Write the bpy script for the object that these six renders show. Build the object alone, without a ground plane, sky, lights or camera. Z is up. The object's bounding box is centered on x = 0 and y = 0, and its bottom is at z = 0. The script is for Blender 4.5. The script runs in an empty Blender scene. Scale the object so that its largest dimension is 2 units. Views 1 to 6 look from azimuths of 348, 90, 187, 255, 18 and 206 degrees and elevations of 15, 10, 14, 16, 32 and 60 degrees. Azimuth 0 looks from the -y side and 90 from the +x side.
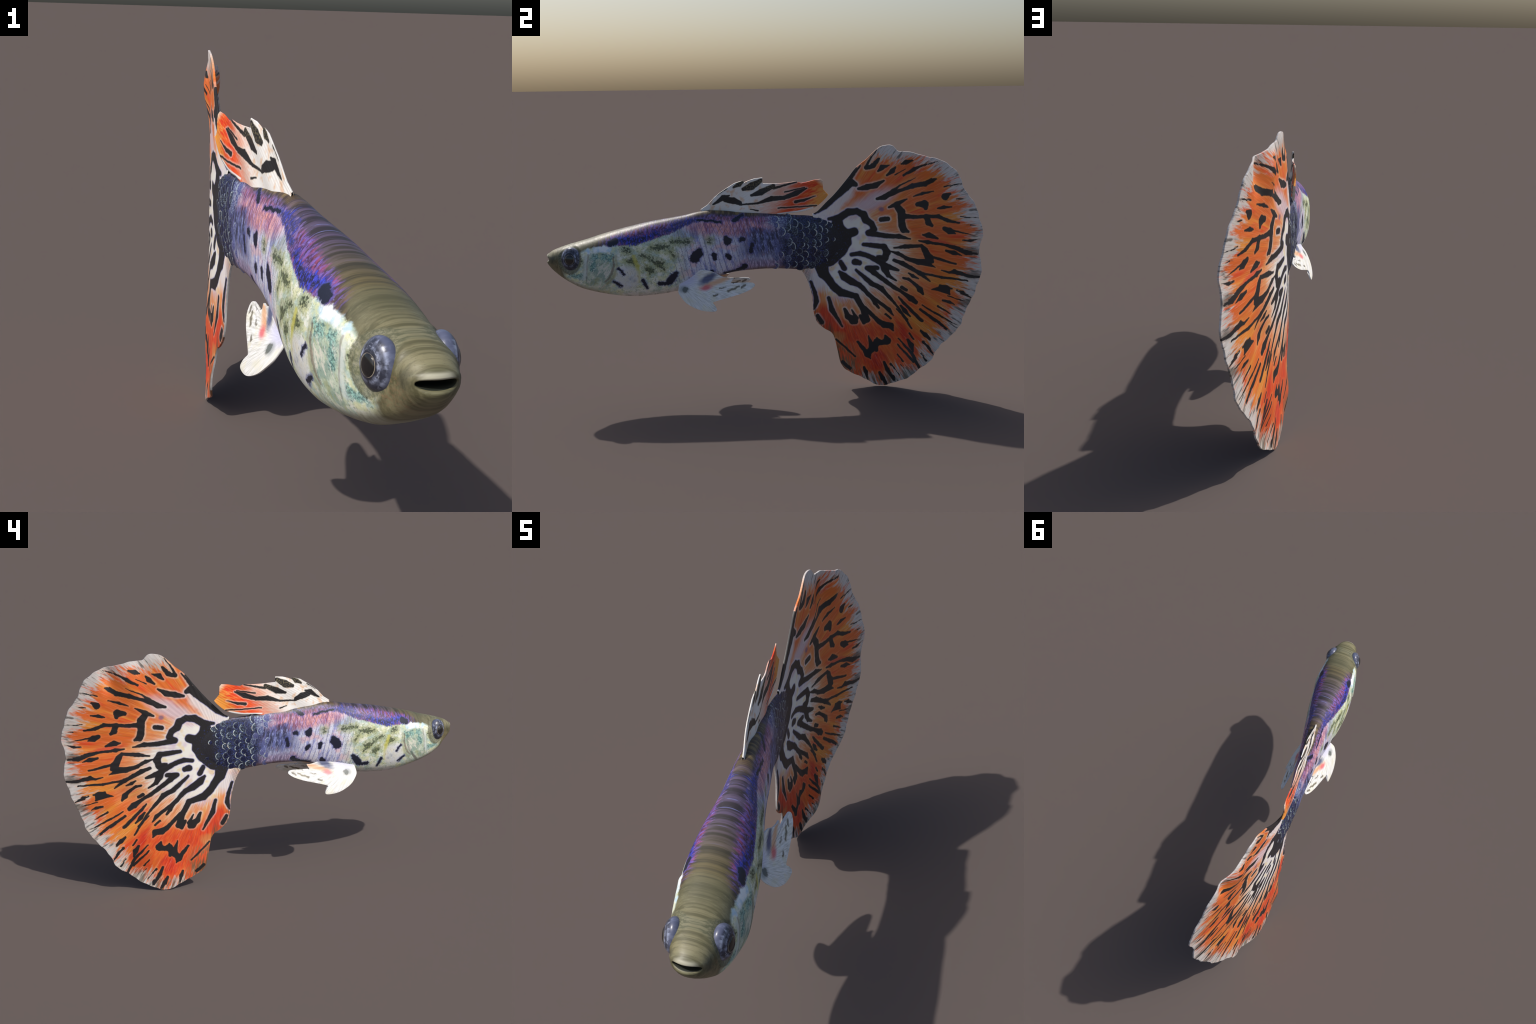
"""A male guppy: one lofted body, a big fan tail, a swept dorsal fin, paired
pelvic fins, bulging eyes and raised scales on the tail base.
All parts share the world origin, so Object coordinates are metres in the
fish's own side view (y from nose -1 to tail +1, z up)."""
import bpy, math, random
import numpy as np
from mathutils import Vector, Matrix, noise as mnoise

random.seed(7)
RNG = np.random.default_rng(7)

# --- fin outlines (side view, y along the fish, z up) and markings.
# A marking is a brush stroke: a chain of (y, z, half width).
CAUDAL_OUTLINE = [
    (0.222, 0.842), (0.248, 0.856), (0.288, 0.896), (0.320, 0.928), (0.352, 0.964), (0.392, 1.013), (0.427, 1.057), (0.474, 1.096),
    (0.502, 1.124), (0.525, 1.143), (0.549, 1.156), (0.576, 1.161), (0.598, 1.158), (0.611, 1.147), (0.623, 1.132), (0.654, 1.130),
    (0.700, 1.123), (0.746, 1.110), (0.795, 1.098), (0.833, 1.083), (0.859, 1.065), (0.884, 1.040), (0.900, 1.006), (0.916, 0.967),
    (0.938, 0.933), (0.960, 0.898), (0.977, 0.856), (0.989, 0.813), (0.998, 0.771), (0.995, 0.735), (0.987, 0.695), (0.988, 0.655),
    (0.995, 0.616), (0.998, 0.592), (0.996, 0.560), (0.979, 0.518), (0.968, 0.473), (0.954, 0.435), (0.935, 0.392), (0.922, 0.360),
    (0.917, 0.329), (0.904, 0.302), (0.879, 0.271), (0.838, 0.226), (0.818, 0.195), (0.799, 0.164), (0.786, 0.137), (0.759, 0.112),
    (0.724, 0.086), (0.685, 0.055), (0.644, 0.030), (0.596, 0.009), (0.559, 0.001), (0.526, 0.006), (0.485, 0.026), (0.448, 0.047),
    (0.411, 0.064), (0.382, 0.079), (0.365, 0.098), (0.355, 0.119), (0.341, 0.183), (0.326, 0.243), (0.308, 0.270), (0.275, 0.290),
    (0.242, 0.323), (0.227, 0.371), (0.223, 0.421), (0.216, 0.463), (0.202, 0.513), (0.186, 0.550), (0.170, 0.575),
]
UPPER_LOBE_MARKS = [
    [(0.236, 0.850, 0.0080), (0.336, 0.946, 0.0104), (0.425, 1.057, 0.0064)],
    [(0.525, 1.140, 0.0032), (0.498, 1.106, 0.0040), (0.478, 1.066, 0.0088)],
    [(0.475, 1.058, 0.0112), (0.506, 1.065, 0.0128), (0.533, 1.096, 0.0080)],
    [(0.530, 1.040, 0.0048), (0.549, 1.059, 0.0112), (0.581, 1.068, 0.0032)],
    [(0.639, 1.073, 0.0048), (0.658, 1.081, 0.0112), (0.691, 1.090, 0.0036)],
    [(0.573, 1.024, 0.0060), (0.596, 1.042, 0.0112), (0.610, 1.058, 0.0056)],
    [(0.608, 1.024, 0.0032), (0.658, 1.049, 0.0020)],
    [(0.649, 1.019, 0.0056), (0.701, 1.050, 0.0096), (0.743, 1.070, 0.0040), (0.811, 1.091, 0.0024)],
    [(0.527, 0.910, 0.0072), (0.560, 0.919, 0.0129), (0.601, 0.942, 0.0137), (0.628, 0.949, 0.0080), (0.690, 0.971, 0.0112), (0.743, 0.982, 0.0120), (0.774, 1.000, 0.0112), (0.793, 1.006, 0.0040)],
    [(0.597, 0.947, 0.0080), (0.632, 0.975, 0.0040), (0.705, 1.007, 0.0016)],
    [(0.248, 0.852, 0.0056), (0.284, 0.874, 0.0089), (0.404, 0.987, 0.0193), (0.426, 0.979, 0.0112)],
    [(0.404, 1.011, 0.0088), (0.447, 1.065, 0.0040)],
    [(0.440, 0.959, 0.0072), (0.479, 0.966, 0.0145), (0.519, 0.975, 0.0129), (0.558, 0.997, 0.0040)],
    [(0.694, 0.924, 0.0032), (0.732, 0.936, 0.0068), (0.782, 0.948, 0.0032)],
]
UPPER_NETWORK_MARKS = [
    [(0.835, 0.925, 0.0176), (0.857, 0.938, 0.0056)],
    [(0.712, 0.886, 0.0105), (0.744, 0.888, 0.0185), (0.749, 0.870, 0.0105)],
    [(0.802, 0.870, 0.0040), (0.831, 0.875, 0.0088), (0.863, 0.878, 0.0032)],
    [(0.582, 0.871, 0.0056), (0.617, 0.886, 0.0137), (0.664, 0.910, 0.0032)],
    [(0.617, 0.878, 0.0137), (0.639, 0.849, 0.0185), (0.642, 0.787, 0.0169), (0.650, 0.765, 0.0162), (0.671, 0.758, 0.0073)],
    [(0.645, 0.831, 0.0137), (0.692, 0.828, 0.0089), (0.806, 0.832, 0.0088), (0.847, 0.815, 0.0080), (0.896, 0.804, 0.0048)],
    [(0.753, 0.829, 0.0137), (0.761, 0.802, 0.0145), (0.778, 0.789, 0.0072)],
    [(0.833, 0.776, 0.0097), (0.855, 0.767, 0.0153), (0.882, 0.755, 0.0032)],
    [(0.855, 0.773, 0.0056), (0.970, 0.748, 0.0016)],
    [(0.739, 0.745, 0.0048), (0.763, 0.743, 0.0137), (0.804, 0.729, 0.0048)],
    [(0.545, 0.814, 0.0105), (0.577, 0.817, 0.0113)],
    [(0.300, 0.817, 0.0073), (0.352, 0.822, 0.0169), (0.392, 0.849, 0.0177), (0.432, 0.854, 0.0137), (0.464, 0.836, 0.0177), (0.476, 0.810, 0.0161), (0.500, 0.794, 0.0153), (0.514, 0.766, 0.0137), (0.488, 0.749, 0.0121)],
    [(0.488, 0.749, 0.0138), (0.572, 0.735, 0.0113), (0.627, 0.734, 0.0113), (0.681, 0.723, 0.0032)],
    [(0.344, 0.815, 0.0186), (0.350, 0.774, 0.0234), (0.384, 0.743, 0.0235), (0.420, 0.755, 0.0202)],
    [(0.384, 0.741, 0.0251), (0.384, 0.704, 0.0235), (0.352, 0.672, 0.0365), (0.300, 0.635, 0.0446)],
    [(0.336, 0.807, 0.0202), (0.336, 0.729, 0.0364), (0.288, 0.676, 0.0445)],
]
MIDDLE_NETWORK_MARKS = [
    [(0.465, 0.694, 0.0089), (0.560, 0.685, 0.0138), (0.574, 0.656, 0.0162), (0.565, 0.628, 0.0162), (0.529, 0.639, 0.0049)],
    [(0.608, 0.680, 0.0041), (0.658, 0.686, 0.0105), (0.732, 0.692, 0.0073), (0.747, 0.673, 0.0137), (0.767, 0.637, 0.0178), (0.783, 0.617, 0.0081)],
    [(0.720, 0.716, 0.0040), (0.762, 0.709, 0.0089), (0.819, 0.703, 0.0056), (0.875, 0.690, 0.0101), (0.931, 0.670, 0.0121), (0.979, 0.663, 0.0056)],
    [(0.915, 0.725, 0.0040), (0.945, 0.725, 0.0072), (0.992, 0.737, 0.0024)],
    [(0.409, 0.646, 0.0097), (0.449, 0.651, 0.0114), (0.489, 0.639, 0.0114), (0.553, 0.607, 0.0154)],
    [(0.588, 0.661, 0.0032), (0.627, 0.653, 0.0089), (0.663, 0.630, 0.0097), (0.718, 0.615, 0.0138), (0.764, 0.612, 0.0162)],
    [(0.842, 0.672, 0.0056), (0.876, 0.664, 0.0105), (0.913, 0.653, 0.0032)],
    [(0.778, 0.641, 0.0073), (0.886, 0.611, 0.0048)],
    [(0.830, 0.971, 0.0040), (0.906, 0.986, 0.0048)],
    [(0.883, 0.916, 0.0040), (0.920, 0.916, 0.0032)],
    [(0.904, 0.834, 0.0040), (0.939, 0.831, 0.0056), (0.979, 0.833, 0.0024)],
    [(0.947, 0.798, 0.0032), (0.976, 0.792, 0.0024)],
    [(0.425, 0.610, 0.0163), (0.445, 0.606, 0.0122)],
]
LOWER_NETWORK_MARKS = [
    [(0.263, 0.603, 0.0365), (0.275, 0.557, 0.0252), (0.300, 0.526, 0.0187), (0.324, 0.492, 0.0188), (0.357, 0.463, 0.0188), (0.428, 0.444, 0.0139), (0.470, 0.372, 0.0148), (0.479, 0.332, 0.0173)],
    [(0.452, 0.346, 0.0090), (0.467, 0.313, 0.0082), (0.489, 0.326, 0.0115)],
    [(0.474, 0.386, 0.0090), (0.540, 0.319, 0.0115), (0.566, 0.304, 0.0157), (0.596, 0.300, 0.0149), (0.608, 0.275, 0.0041)],
    [(0.356, 0.610, 0.0106), (0.375, 0.579, 0.0122)],
    [(0.352, 0.563, 0.0073), (0.373, 0.540, 0.0179), (0.409, 0.515, 0.0163), (0.446, 0.498, 0.0123), (0.506, 0.437, 0.0102), (0.523, 0.408, 0.0098), (0.539, 0.387, 0.0049)],
    [(0.515, 0.433, 0.0074), (0.587, 0.380, 0.0103), (0.607, 0.351, 0.0033)],
    [(0.429, 0.571, 0.0057), (0.502, 0.507, 0.0131), (0.550, 0.482, 0.0123), (0.611, 0.414, 0.0066), (0.675, 0.332, 0.0033)],
    [(0.481, 0.581, 0.0098), (0.514, 0.560, 0.0130), (0.610, 0.488, 0.0098), (0.650, 0.465, 0.0082), (0.689, 0.437, 0.0139), (0.711, 0.420, 0.0098)],
    [(0.553, 0.607, 0.0146), (0.565, 0.580, 0.0179), (0.581, 0.546, 0.0102), (0.617, 0.522, 0.0041)],
    [(0.565, 0.593, 0.0163), (0.628, 0.572, 0.0065)],
    [(0.529, 0.582, 0.0114), (0.485, 0.583, 0.0098)],
    [(0.608, 0.620, 0.0081), (0.648, 0.605, 0.0114), (0.726, 0.562, 0.0098), (0.773, 0.525, 0.0033)],
    [(0.748, 0.612, 0.0138), (0.795, 0.591, 0.0024)],
]
TRAILING_RAY_MARKS = [
    [(0.726, 0.563, 0.0065), (0.826, 0.544, 0.0057), (0.938, 0.536, 0.0057)],
    [(0.676, 0.558, 0.0041), (0.695, 0.547, 0.0081), (0.719, 0.535, 0.0041)],
    [(0.652, 0.537, 0.0057), (0.676, 0.530, 0.0073), (0.712, 0.502, 0.0082), (0.727, 0.484, 0.0139), (0.743, 0.462, 0.0049)],
    [(0.645, 0.489, 0.0090), (0.667, 0.478, 0.0073)],
    [(0.781, 0.484, 0.0024), (0.820, 0.490, 0.0138), (0.846, 0.488, 0.0195), (0.862, 0.466, 0.0049)],
    [(0.819, 0.505, 0.0065), (0.872, 0.493, 0.0049)],
    [(0.895, 0.486, 0.0049), (0.918, 0.476, 0.0097), (0.955, 0.456, 0.0049)],
    [(0.825, 0.579, 0.0032), (0.859, 0.570, 0.0057), (0.880, 0.576, 0.0113), (0.941, 0.556, 0.0097), (0.989, 0.555, 0.0081)],
    [(0.832, 0.435, 0.0049), (0.863, 0.427, 0.0073), (0.886, 0.417, 0.0020)],
    [(0.854, 0.457, 0.0024), (0.911, 0.440, 0.0033), (0.949, 0.435, 0.0020)],
    [(0.812, 0.405, 0.0065), (0.876, 0.368, 0.0020)],
    [(0.740, 0.408, 0.0033), (0.799, 0.371, 0.0053), (0.908, 0.313, 0.0033)],
    [(0.731, 0.385, 0.0066), (0.816, 0.326, 0.0082), (0.879, 0.275, 0.0037)],
    [(0.632, 0.441, 0.0041), (0.654, 0.415, 0.0074), (0.739, 0.330, 0.0082)],
    [(0.641, 0.400, 0.0057), (0.659, 0.378, 0.0099), (0.685, 0.349, 0.0049)],
    [(0.623, 0.384, 0.0033), (0.663, 0.340, 0.0058), (0.692, 0.290, 0.0049)],
    [(0.571, 0.357, 0.0058), (0.596, 0.336, 0.0049)],
]
LOWER_LOBE_MARKS = [
    [(0.300, 0.436, 0.0090), (0.316, 0.378, 0.0123), (0.365, 0.296, 0.0049)],
    [(0.214, 0.517, 0.0065), (0.234, 0.463, 0.0098), (0.242, 0.421, 0.0115), (0.229, 0.383, 0.0041)],
    [(0.246, 0.349, 0.0099), (0.267, 0.317, 0.0107)],
    [(0.377, 0.382, 0.0074), (0.393, 0.344, 0.0140), (0.418, 0.327, 0.0222), (0.430, 0.317, 0.0115)],
    [(0.410, 0.378, 0.0033), (0.434, 0.336, 0.0099)],
    [(0.467, 0.184, 0.0100), (0.490, 0.156, 0.0158), (0.501, 0.135, 0.0033)],
    [(0.492, 0.167, 0.0158), (0.508, 0.184, 0.0149), (0.492, 0.248, 0.0033)],
    [(0.508, 0.184, 0.0166), (0.532, 0.216, 0.0191), (0.557, 0.215, 0.0124), (0.581, 0.223, 0.0182), (0.571, 0.249, 0.0066)],
    [(0.529, 0.176, 0.0083), (0.532, 0.235, 0.0058)],
    [(0.629, 0.208, 0.0041), (0.703, 0.129, 0.0067)],
    [(0.633, 0.238, 0.0033), (0.694, 0.171, 0.0083), (0.732, 0.096, 0.0075)],
    [(0.677, 0.233, 0.0075), (0.693, 0.206, 0.0116), (0.702, 0.180, 0.0050)],
    [(0.684, 0.265, 0.0050), (0.703, 0.238, 0.0050)],
    [(0.737, 0.279, 0.0058), (0.759, 0.259, 0.0116), (0.783, 0.235, 0.0050)],
    [(0.748, 0.225, 0.0074), (0.773, 0.201, 0.0083), (0.797, 0.163, 0.0033)],
    [(0.566, 0.117, 0.0067), (0.583, 0.082, 0.0100), (0.616, 0.031, 0.0101)],
    [(0.599, 0.110, 0.0067), (0.640, 0.058, 0.0025)],
    [(0.546, 0.065, 0.0075), (0.563, 0.035, 0.0117), (0.580, 0.009, 0.0050)],
    [(0.472, 0.090, 0.0075), (0.480, 0.065, 0.0109), (0.489, 0.030, 0.0042)],
    [(0.630, 0.159, 0.0033), (0.655, 0.127, 0.0042)],
    [(0.643, 0.112, 0.0025), (0.672, 0.076, 0.0042)],
    [(0.336, 0.230, 0.0050), (0.427, 0.145, 0.0050)],
    [(0.369, 0.115, 0.0092), (0.402, 0.085, 0.0092)],
    [(0.740, 0.169, 0.0058), (0.764, 0.132, 0.0067)],
    [(0.439, 0.218, 0.0058), (0.467, 0.184, 0.0108)],
]
DORSAL_UPPER = [
    (-0.298, 0.876), (-0.267, 0.896), (-0.236, 0.929), (-0.209, 0.951), (-0.177, 0.972), (-0.141, 0.994), (-0.106, 1.004), (-0.098, 1.002),
    (-0.096, 0.996), (-0.075, 1.005), (-0.048, 1.013), (-0.010, 1.017), (-0.012, 1.002), (-0.022, 0.990), (0.019, 0.989), (0.059, 0.988),
    (0.104, 0.990), (0.147, 0.995), (0.169, 0.987), (0.194, 0.991), (0.230, 1.000), (0.262, 1.004), (0.272, 0.995), (0.274, 0.975),
    (0.275, 0.956), (0.287, 0.942), (0.299, 0.930),
]
DORSAL_LOWER = [
    (-0.298, 0.876), (-0.246, 0.875), (-0.184, 0.871), (-0.122, 0.858), (-0.032, 0.849), (0.062, 0.845), (0.103, 0.847), (0.161, 0.851),
    (0.211, 0.863), (0.248, 0.880), (0.284, 0.911), (0.299, 0.930),
]
DORSAL_MARKS = [
    [(-0.241, 0.898, 0.0036), (-0.192, 0.928, 0.0134), (-0.165, 0.938, 0.0036)],
    [(-0.183, 0.919, 0.0134), (-0.147, 0.913, 0.0157), (-0.116, 0.901, 0.0108)],
    [(-0.227, 0.938, 0.0027), (-0.177, 0.971, 0.0045)],
    [(-0.146, 0.975, 0.0045), (-0.119, 0.989, 0.0112), (-0.101, 1.001, 0.0063)],
    [(-0.100, 0.966, 0.0090), (-0.062, 0.978, 0.0179), (-0.017, 1.004, 0.0099)],
    [(-0.062, 0.936, 0.0063), (-0.018, 0.950, 0.0152), (0.041, 0.978, 0.0090)],
    [(0.041, 0.967, 0.0063), (0.149, 0.993, 0.0036)],
    [(-0.112, 0.894, 0.0036), (-0.032, 0.899, 0.0054), (0.031, 0.918, 0.0126), (0.090, 0.921, 0.0099), (0.148, 0.942, 0.0126), (0.198, 0.963, 0.0036)],
    [(0.094, 0.948, 0.0036), (0.187, 0.967, 0.0036)],
    [(0.144, 0.901, 0.0081), (0.184, 0.907, 0.0063), (0.239, 0.926, 0.0018)],
    [(0.062, 0.873, 0.0036), (0.243, 0.880, 0.0036)],
    [(-0.068, 0.871, 0.0027), (-0.032, 0.863, 0.0036)],
]
PELVIC_OUTLINE = [
    (-0.371, 0.570), (-0.396, 0.541), (-0.402, 0.521), (-0.401, 0.503), (-0.387, 0.483), (-0.365, 0.461), (-0.334, 0.443), (-0.298, 0.429),
    (-0.263, 0.423), (-0.233, 0.423), (-0.224, 0.430), (-0.230, 0.444), (-0.242, 0.455), (-0.241, 0.462), (-0.220, 0.469), (-0.185, 0.478),
    (-0.123, 0.494), (-0.079, 0.510), (-0.057, 0.523), (-0.050, 0.532), (-0.059, 0.541), (-0.088, 0.543), (-0.123, 0.538), (-0.161, 0.538),
    (-0.150, 0.563), (-0.167, 0.563), (-0.207, 0.573), (-0.255, 0.596), (-0.322, 0.601),
]
PELVIC_MARKS = [
    [(-0.172, 0.509, 0.0044), (-0.123, 0.528, 0.0035)],
    [(-0.110, 0.522, 0.0044), (-0.092, 0.535, 0.0027)],
    [(-0.212, 0.521, 0.0027), (-0.185, 0.526, 0.0022)],
    [(-0.150, 0.542, 0.0027), (-0.088, 0.554, 0.0027)],
    [(-0.371, 0.516, 0.0133), (-0.362, 0.520, 0.0062)],
    [(-0.238, 0.491, 0.0053), (-0.220, 0.495, 0.0035)],
]
FLANK_SPOTS = [
    [(-0.325, 0.660, 0.0199), (-0.309, 0.682, 0.0186), (-0.301, 0.698, 0.0080)],
    [(-0.238, 0.673, 0.0089), (-0.233, 0.657, 0.0098)],
    [(-0.176, 0.667, 0.0098), (-0.168, 0.656, 0.0107)],
    [(-0.183, 0.747, 0.0098), (-0.175, 0.726, 0.0133)],
    [(-0.170, 0.735, 0.0107), (-0.162, 0.739, 0.0062)],
    [(-0.110, 0.738, 0.0098), (-0.101, 0.739, 0.0080)],
    [(-0.315, 0.542, 0.0080), (-0.284, 0.549, 0.0125), (-0.257, 0.574, 0.0125), (-0.248, 0.592, 0.0071)],
    [(-0.187, 0.580, 0.0045), (-0.133, 0.590, 0.0045), (-0.098, 0.605, 0.0125)],
    [(-0.061, 0.714, 0.0072), (-0.066, 0.678, 0.0072)],
    [(-0.312, 0.835, 0.0035), (-0.204, 0.821, 0.0035)],
    [(-0.142, 0.826, 0.0089), (-0.107, 0.846, 0.0053)],
]
BELLY_SPOTS = [
    [(-0.449, 0.551, 0.0106), (-0.430, 0.571, 0.0154), (-0.409, 0.596, 0.0065)],
    [(-0.487, 0.550, 0.0077), (-0.465, 0.549, 0.0083)],
    [(-0.558, 0.569, 0.0065), (-0.542, 0.530, 0.0035)],
    [(-0.702, 0.743, 0.0117), (-0.679, 0.751, 0.0117)],
    [(-0.664, 0.627, 0.0029), (-0.642, 0.603, 0.0035)],
    [(-0.689, 0.572, 0.0035), (-0.658, 0.547, 0.0047)],
]
OLIVE_BLOTCHES = [
    [(-0.638, 0.715, 0.0146), (-0.616, 0.705, 0.0129)],
    [(-0.563, 0.685, 0.0117), (-0.523, 0.673, 0.0088)],
    [(-0.623, 0.664, 0.0106), (-0.601, 0.660, 0.0176), (-0.584, 0.647, 0.0100)],
    [(-0.516, 0.718, 0.0117), (-0.485, 0.720, 0.0176), (-0.448, 0.719, 0.0129)],
    [(-0.512, 0.659, 0.0106), (-0.482, 0.643, 0.0188), (-0.465, 0.621, 0.0106)],
    [(-0.542, 0.628, 0.0129), (-0.520, 0.612, 0.0165)],
    [(-0.435, 0.702, 0.0088), (-0.418, 0.674, 0.0106)],
    [(-0.425, 0.740, 0.0094), (-0.351, 0.736, 0.0088)],
    [(-0.618, 0.581, 0.0065), (-0.598, 0.571, 0.0053)],
    [(-0.837, 0.667, 0.0088), (-0.791, 0.655, 0.0088)],
]
OLIVE_SPOT = [
    [(-0.256, 0.739, 0.0160), (-0.256, 0.737, 0.0133)],
    [(-0.425, 0.744, 0.0097), (-0.344, 0.737, 0.0097)],
]
YELLOW_STREAK = [
    [(-0.597, 0.683, 0.0047), (-0.581, 0.638, 0.0070), (-0.576, 0.564, 0.0035)],
]
BLUE_BAND = [
    [(-0.681, 0.763, 0.0070), (-0.620, 0.755, 0.0175), (-0.592, 0.748, 0.0175), (-0.492, 0.780, 0.0105)],
    [(-0.455, 0.789, 0.0088), (-0.406, 0.801, 0.0076), (-0.334, 0.830, 0.0076)],
]
BLUE_BAND_B = [
    [(-0.423, 0.814, 0.0088), (-0.359, 0.836, 0.0088), (-0.312, 0.835, 0.0070)],
]
SILVER_PATCH = [
    [(-0.801, 0.712, 0.0088), (-0.798, 0.705, 0.0047)],
    [(-0.768, 0.717, 0.0094), (-0.731, 0.721, 0.0129), (-0.703, 0.717, 0.0094)],
]
TEAL_PATCH = [
    [(-0.769, 0.684, 0.0147), (-0.704, 0.682, 0.0176)],
    [(-0.770, 0.666, 0.0117), (-0.780, 0.637, 0.0118)],
    [(-0.887, 0.607, 0.0077), (-0.829, 0.593, 0.0165)],
]
GILL_EDGE = [
    [(-0.686, 0.687, 0.0035), (-0.684, 0.652, 0.0053), (-0.694, 0.608, 0.0053), (-0.726, 0.571, 0.0041)],
]
GILL_MEMBRANE = [
    [(-0.674, 0.690, 0.0053), (-0.670, 0.645, 0.0059), (-0.685, 0.596, 0.0059), (-0.718, 0.556, 0.0053)],
]
CHEEK_LINE = [
    [(-0.800, 0.696, 0.0021), (-0.812, 0.575, 0.0015)],
]
CHEEK_RIM = [
    [(-0.810, 0.684, 0.0065), (-0.812, 0.626, 0.0077), (-0.823, 0.584, 0.0077)],
]

# ------------------------------------------------------------------ curves
def curve(table):
    """Smooth function through (x, value) control points (cubic Hermite)."""
    xs = np.array([p[0] for p in table], float)
    ys = np.array([p[1] for p in table], float)
    m = np.zeros_like(ys)
    sl = np.diff(ys) / np.diff(xs)
    m[0], m[-1] = sl[0], sl[-1]
    for i in range(1, len(xs) - 1):
        a, b = sl[i - 1], sl[i]
        m[i] = 0.0 if a * b <= 0 else 2 * a * b / (a + b)

    def f(x):
        x = np.clip(np.asarray(x, float), xs[0], xs[-1])
        i = np.clip(np.searchsorted(xs, x) - 1, 0, len(xs) - 2)
        h = xs[i + 1] - xs[i]
        t = (x - xs[i]) / h
        return ((2 * t**3 - 3 * t**2 + 1) * ys[i] + (t**3 - 2 * t**2 + t) * h * m[i]
                + (-2 * t**3 + 3 * t**2) * ys[i + 1] + (t**3 - t**2) * h * m[i + 1])
    return f


def sstep(a, b, x):
    t = np.clip((np.asarray(x, float) - a) / (b - a), 0, 1)
    return t * t * (3 - 2 * t)


# ------------------------------------------------------------------ body profile
SPINE_X = curve([(-1.02, .056), (-.95, .053), (-.888, .046), (-.8, .034), (-.725, .023), (-.6, .003), (-.5, -.008),
                 (-.39, -.020), (-.33, -.028), (-.25, -.039), (-.177, -.049), (-.11, -.058), (0, -.073),
                 (.1, -.087), (.2, -.094), (.3, -.101), (.4, -.105)])
HALF_WIDTH = curve([(-1.0, .052), (-.98, .060), (-.93, .070), (-.888, .079), (-.84, .090), (-.8, .098), (-.725, .105),
                    (-.65, .106), (-.6, .104), (-.5, .095), (-.39, .077), (-.33, .068), (-.25, .057), (-.177, .050),
                    (-.11, .045), (0, .035), (.1, .027), (.2, .0195), (.27, .0150), (.33, .0095), (.40, .003)])
TOP = curve([(-1.0, .690), (-.99, .696), (-.975, .706), (-.938, .721), (-.884, .737), (-.82, .754), (-.762, .772),
             (-.704, .788), (-.617, .809), (-.53, .828), (-.442, .842), (-.374, .853), (-.314, .866), (-.26, .872),
             (-.183, .868), (-.12, .859), (.013, .849), (.062, .845), (.147, .839), (.2, .836), (.26, .825),
             (.32, .80), (.40, .745)])
BOTTOM = curve([(-1.0, .648), (-.985, .628), (-.959, .603), (-.925, .577), (-.887, .553), (-.847, .531), (-.802, .516),
                (-.744, .501), (-.687, .490), (-.628, .483), (-.582, .482), (-.511, .486), (-.411, .499), (-.33, .524),
                (-.26, .548), (-.216, .561), (-.153, .578), (-.081, .585), (.009, .588), (.1, .584), (.166, .579),
                (.22, .584), (.28, .602), (.34, .63), (.40, .68)])
WIDEST = curve([(-1.0, .5), (-.9, .5), (-.7, .50), (-.5, .47), (-.3, .5), (0, .5), (.4, .5)])
SQUARE = curve([(-1.0, 2.6), (-.9, 2.4), (-.7, 2.3), (-.4, 2.12), (0, 2.0), (.4, 2.0)])
GILL_Y = curve([(.50, -.80), (.54, -.757), (.571, -.726), (.608, -.694), (.652, -.684), (.69, -.686), (.74, -.70)])


def side_normal(y):
    e = 1e-3
    sl = (SPINE_X(y + e) - SPINE_X(y - e)) / (2 * e)
    sl = np.where(np.asarray(y) > .1, -.10, sl)
    n = np.stack([np.ones_like(sl), -sl], -1)
    return n / np.linalg.norm(n, axis=-1, keepdims=True)


def section(y, a):
    """Lateral offset and height of the body surface at station y, angle a."""
    zt, zb, hw, n = TOP(y), BOTTOM(y), HALF_WIDTH(y), SQUARE(y)
    zw = zb + WIDEST(y) * (zt - zb)
    c, s = np.cos(a), np.sin(a)
    lat = hw * np.sign(c) * np.abs(c) ** (2 / n)
    n = np.where(s > 0, n, n + .40 * (1 - sstep(-.15, .1, y)) + .6 * (1 - sstep(-.93, -.80, y)))
    lat = hw * np.sign(c) * np.abs(c) ** (2 / n)
    hh = np.where(s > 0, zt - zw, zw - zb)
    return lat, zw + hh * np.sign(s) * np.abs(s) ** (2 / n)


def lean(y, z):
    """The hind body rolls a little: its back leans to -x, its belly to +x."""
    return -.02 * sstep(-.38, -.15, y) * (1 - sstep(.14, .30, y)) * (z - .715)


def flank(y, z, side):
    """A point on the flank (side = +1 or -1) and its outward normal."""
    def at(y, z):
        zt, zb, hw, n = TOP(y), BOTTOM(y), HALF_WIDTH(y), SQUARE(y)
        zw = zb + WIDEST(y) * (zt - zb)
        hh = (zt - zw) if z > zw else (zw - zb)
        q = min(1.0, abs(z - zw) / hh)
        lat = side * hw * (1 - q ** n) ** (1 / n)
        nn = side_normal(y)
        return Vector((float(SPINE_X(y) + lat * nn[0] + lean(y, z)), float(y + lat * nn[1]), float(z)))
    p = at(y, z)
    e = 4e-3
    ty, tz = at(y + e, z) - at(y - e, z), at(y, z + e) - at(y, z - e)
    n = ty.cross(tz) * 1.0
    n.normalize()
    if n.x * side < 0:
        n = -n
    return p, n, ty.normalized()


def mesh_from(name, verts, faces):
    me = bpy.data.meshes.new(name)
    me.from_pydata([tuple(map(float, v)) for v in verts], [], faces)
    me.update()
    return me


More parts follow.
